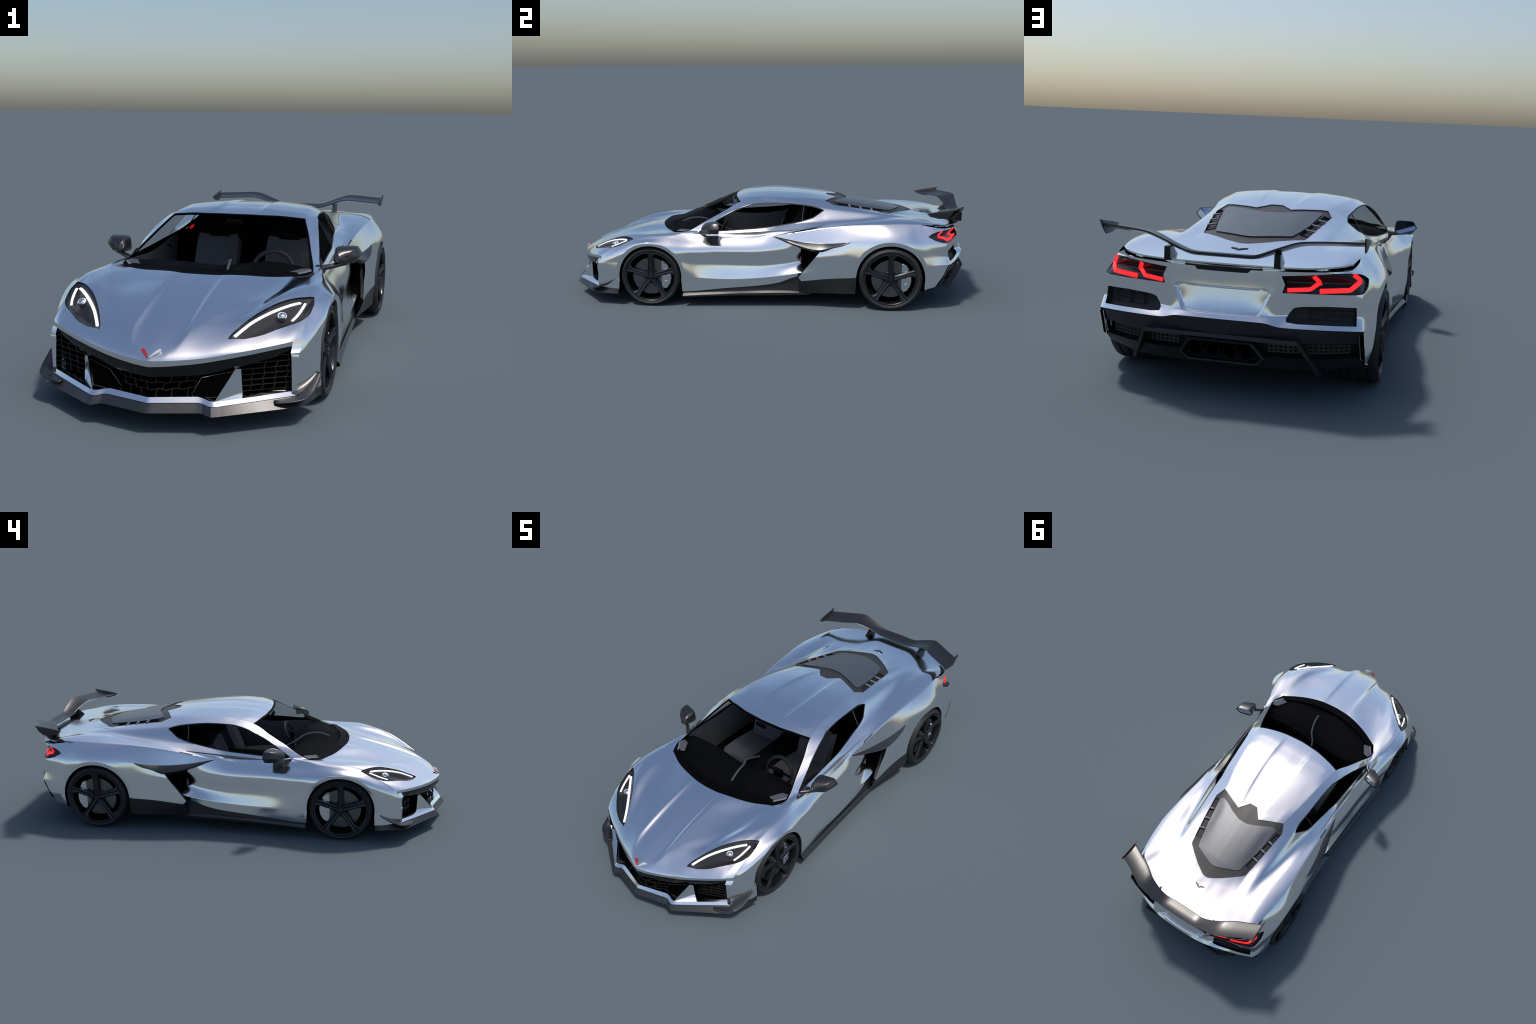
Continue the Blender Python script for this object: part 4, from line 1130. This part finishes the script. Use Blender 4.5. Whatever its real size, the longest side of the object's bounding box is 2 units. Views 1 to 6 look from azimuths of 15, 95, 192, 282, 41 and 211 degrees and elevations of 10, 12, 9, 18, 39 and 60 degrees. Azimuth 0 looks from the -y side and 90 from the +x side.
def other_side(hub):
    """opposite wheel: same mesh data seen in a mirror"""
    h2 = bpy.data.objects.new('wheel', None)
    bpy.context.scene.collection.objects.link(h2); h2.parent = ROOT
    h2.location = (-hub.location.x, hub.location.y, hub.location.z)
    h2.scale = (-1, 1, 1)
    for c in hub.children:
        n = bpy.data.objects.new(c.name.split('.')[0], c.data)
        bpy.context.scene.collection.objects.link(n); n.parent = h2
        n.rotation_euler = c.rotation_euler
for w in (wheel(FW[0], RF, RF, .1215, .4185, .117), wheel(RW[0], RR, RR, .1245, .4290, .150)):
    bpy.context.view_layer.update()
    other_side(w)

# ------------------------------------------------------------------ underbody and cabin
prism('underbody', [(-.30,-.86,.062),(.30,-.86,.062),(.385,-.70,.066),(.27,-.68,.066),(.27,-.38,.066),(.36,-.37,.066),(.36,.455,.075),(.26,.46,.075),(.26,.80,.085),(.37,.80,.095),(.30,.88,.098),(-.30,.88,.098),(-.37,.80,.095),(-.26,.80,.085),(-.26,.46,.075),(-.36,.455,.075),(-.36,-.37,.066),(-.27,-.38,.066),(-.27,-.68,.066),(-.385,-.70,.066)], (0,0,.012), M['void'])
def liner():
    """dark inner skin of the cabin, just inside the painted panels"""
    bm.verts.index_update()
    tags = [T['roof'], T['door'], T['windshield_frame'], T['rear_quarter'], T['front_fender'], T['hood'], T['engine_hatch'], T['rear_deck']]
    vs = []; fs = []; idx = {}
    for f in bm.faces:
        c = f.calc_center_median()
        if f[L] not in tags or not (-.55 < c.y < .45) or c.z < .24: continue
        q = []
        for v in f.verts:
            if v.index not in idx:
                idx[v.index] = len(vs); vs.append(v.co - v.normal*.006)
            q.append(idx[v.index])
        fs.append(q[::-1])
    n = len(vs)
    vs += [V((-v.x, v.y, v.z)) for v in vs[:n]]
    fs += [[i + n for i in f[::-1]] for f in fs]
    mesh_from('cabin_lining', vs, fs, M['trimdark'])
liner()
prism('cabin_floor', [(-.37,-.52,.11),(.37,-.52,.11),(.37,.30,.11),(-.37,.30,.11)], (0,0,.01), M['trimdark'])
prism('bulkhead', [(-.335,.235,.11),(.335,.235,.11),(.335,.235,.33),(.284,.235,.388),(.222,.235,.468),(-.222,.235,.468),(-.284,.235,.388),(-.335,.235,.33)], (0,.01,0), M['trimdark'])
prism('luggage_wall', [(-.36,.79,.12),(.36,.79,.12),(.345,.79,.375),(.30,.79,.402),(-.30,.79,.402),(-.345,.79,.375)], (0,.006,0), M['void'])
prism('firewall', [(-.36,-.50,.11),(.36,-.50,.11),(.31,-.45,.335),(0,-.50,.34),(-.31,-.45,.335)], (0,.01,0), M['trimdark'])
dash = [resample(r, 30) for r in (
    [(-.33,-.405,.338),(-.2,-.47,.342),(0,-.495,.343),(.2,-.47,.342),(.33,-.405,.338)],
    [(-.33,-.36,.344),(-.2,-.40,.350),(0,-.42,.350),(.2,-.40,.352),(.33,-.36,.344)],
    [(-.33,-.30,.342),(-.2,-.30,.350),(0,-.31,.342),(.15,-.31,.366),(.33,-.30,.342)],
    [(-.33,-.27,.325),(-.2,-.265,.33),(0,-.275,.32),(.15,-.275,.350),(.33,-.27,.325)],
    [(-.33,-.27,.22),(-.2,-.265,.22),(0,-.275,.22),(.15,-.275,.22),(.33,-.27,.22)])]
ruled('dashboard', dash, M['trimdark'], sharp=50)
for s in (1, -1):
    prism('dash_speaker_pod', [(s*.255,-.405,.350),(s*.29,-.418,.349),(s*.322,-.372,.352),(s*.315,-.345,.354),(s*.285,-.352,.353)], (0,0,.004), M['trimgrey'], None, False, .001)
tube('console_divider', resample([(.056,-.427,.352),(.048,-.372,.370),(.03,-.31,.362),(-.005,-.26,.334),(-.02,-.15,.28)], 20), .0042, M['trimgrey'], sides=8)
box('console', (-.005,-.08,.20), (.10,.42,.16), M['trimdark'], bevel=.02)
# steering wheel on the left-hand driver's side
b = bmesh.new()
vs = []; fs = []; n, m = 40, 8
for i in range(n):
    a = 2*math.pi*i/n
    for j in range(m):
        t = 2*math.pi*j/m; rr = .066 + .0075*math.cos(t)
        vs.append((.155 + rr*1.05*math.cos(a), -.215 + .0075*math.sin(t)*.9 + rr*math.sin(a)*.42, .322 + rr*math.sin(a)*.90 + .0075*math.sin(t)*.4))
for i in range(n):
    for j in range(m): fs.append([i*m+j, i*m+(j+1) % m, ((i+1) % n)*m+(j+1) % m, ((i+1) % n)*m+j])
sw = mesh_from('steering_wheel', vs, fs, M['matt'])
box('steering_hub', (.155,-.222,.320), (.05,.02,.04), M['trimdark'], sw, .006)
tube('steering_spoke', [(.09,-.216,.322),(.22,-.216,.322)], .006, M['trimdark'], sw)
# seats: cushion, back with side bolsters, dark shoulder and head rest
def seat(cx):
    st = bpy.data.objects.new('seat', None); bpy.context.scene.collection.objects.link(st); st.parent = ROOT
    def slab(name, pts, halfw, thick, mat, bolster):
        """pts: centre curve (y,z, width scale); lofted across with raised bolsters"""
        rows_ = []
        for y, z, w in pts:
            row = []
            for k in range(13):
                f = -1 + k/6
                row.append((y, z, f*halfw*w, bolster*max(0, abs(f)-.55)/.45))
            rows_.append(row)
        P_ = np.array([[ (cx + q[2], q[0], q[1]) for q in r] for r in rows_]); bo = np.array([[q[3] for q in r] for r in rows_])
        tg = np.gradient(P_[:, 6], axis=0); nrm = np.cross(np.array([1,0,0]), tg); nrm /= np.linalg.norm(nrm, axis=1)[:, None]
        if nrm[0][2] < 0 and name == 'seat_cushion' or (name != 'seat_cushion' and nrm[0][1] > 0): nrm = -nrm
        F = P_ + nrm[:, None]*bo[..., None]
        B_ = P_ - nrm[:, None]*thick
        m, n = F.shape[:2]
        vs = [tuple(p) for p in F.reshape(-1, 3)] + [tuple(p) for p in B_.reshape(-1, 3)]
        fs = [[i*n+j, i*n+j+1, (i+1)*n+j+1, (i+1)*n+j] for i in range(m-1) for j in range(n-1)]
        fs += [[m*n + q for q in f[::-1]] for f in fs]
        bd = [j for j in range(n)] + [i*n+n-1 for i in range(1, m)] + [(m-1)*n+j for j in range(n-2, -1, -1)] + [i*n for i in range(m-2, 0, -1)]
        fs += [[bd[k], bd[(k+1) % len(bd)], m*n+bd[(k+1) % len(bd)], m*n+bd[k]] for k in range(len(bd))]
        o = mesh_from(name, vs, fs, mat, st, sharp=50)
        b = bmesh.new(); b.from_mesh(o.data); bmesh.ops.recalc_face_normals(b, faces=b.faces[:]); b.to_mesh(o.data); b.free()
    slab('seat_cushion', [(-.17,.20,.9),(-.16,.222,1),(-.08,.222,1),(0,.212,1),(.06,.205,1)], .090, .05, M['seat'], .022)
    slab('seat_back', [(.045,.215,.95),(.065,.27,1),(.09,.33,1.0),(.105,.365,.98),(.112,.380,.9)], .082, .03, M['seat'], .016)
    slab('seat_shoulder', [(.108,.374,1.0),(.122,.40,.92),(.138,.425,.72),(.148,.445,.66),(.156,.462,.60),(.16,.468,.5)], .082, .03, M['trimdark'], .012)
for s in (1, -1): seat(s*.137)
for s in (1, -1):
    mesh_from('door_card', [(s*.345,-.30,.34),(s*.338,.20,.375),(s*.352,.20,.14),(s*.362,-.33,.14)], [[0,1,2,3]], M['trimgrey'])
    tube('window_divider', [(s*.2485,.2065,.4725),(s*.2695,.2035,.438),(s*.2885,.2015,.4075)], .0022, M['trimgrey'])
box('cabin_mirror', (0,-.155,.474), (.06,.012,.018), M['trimdark'], bevel=.005)
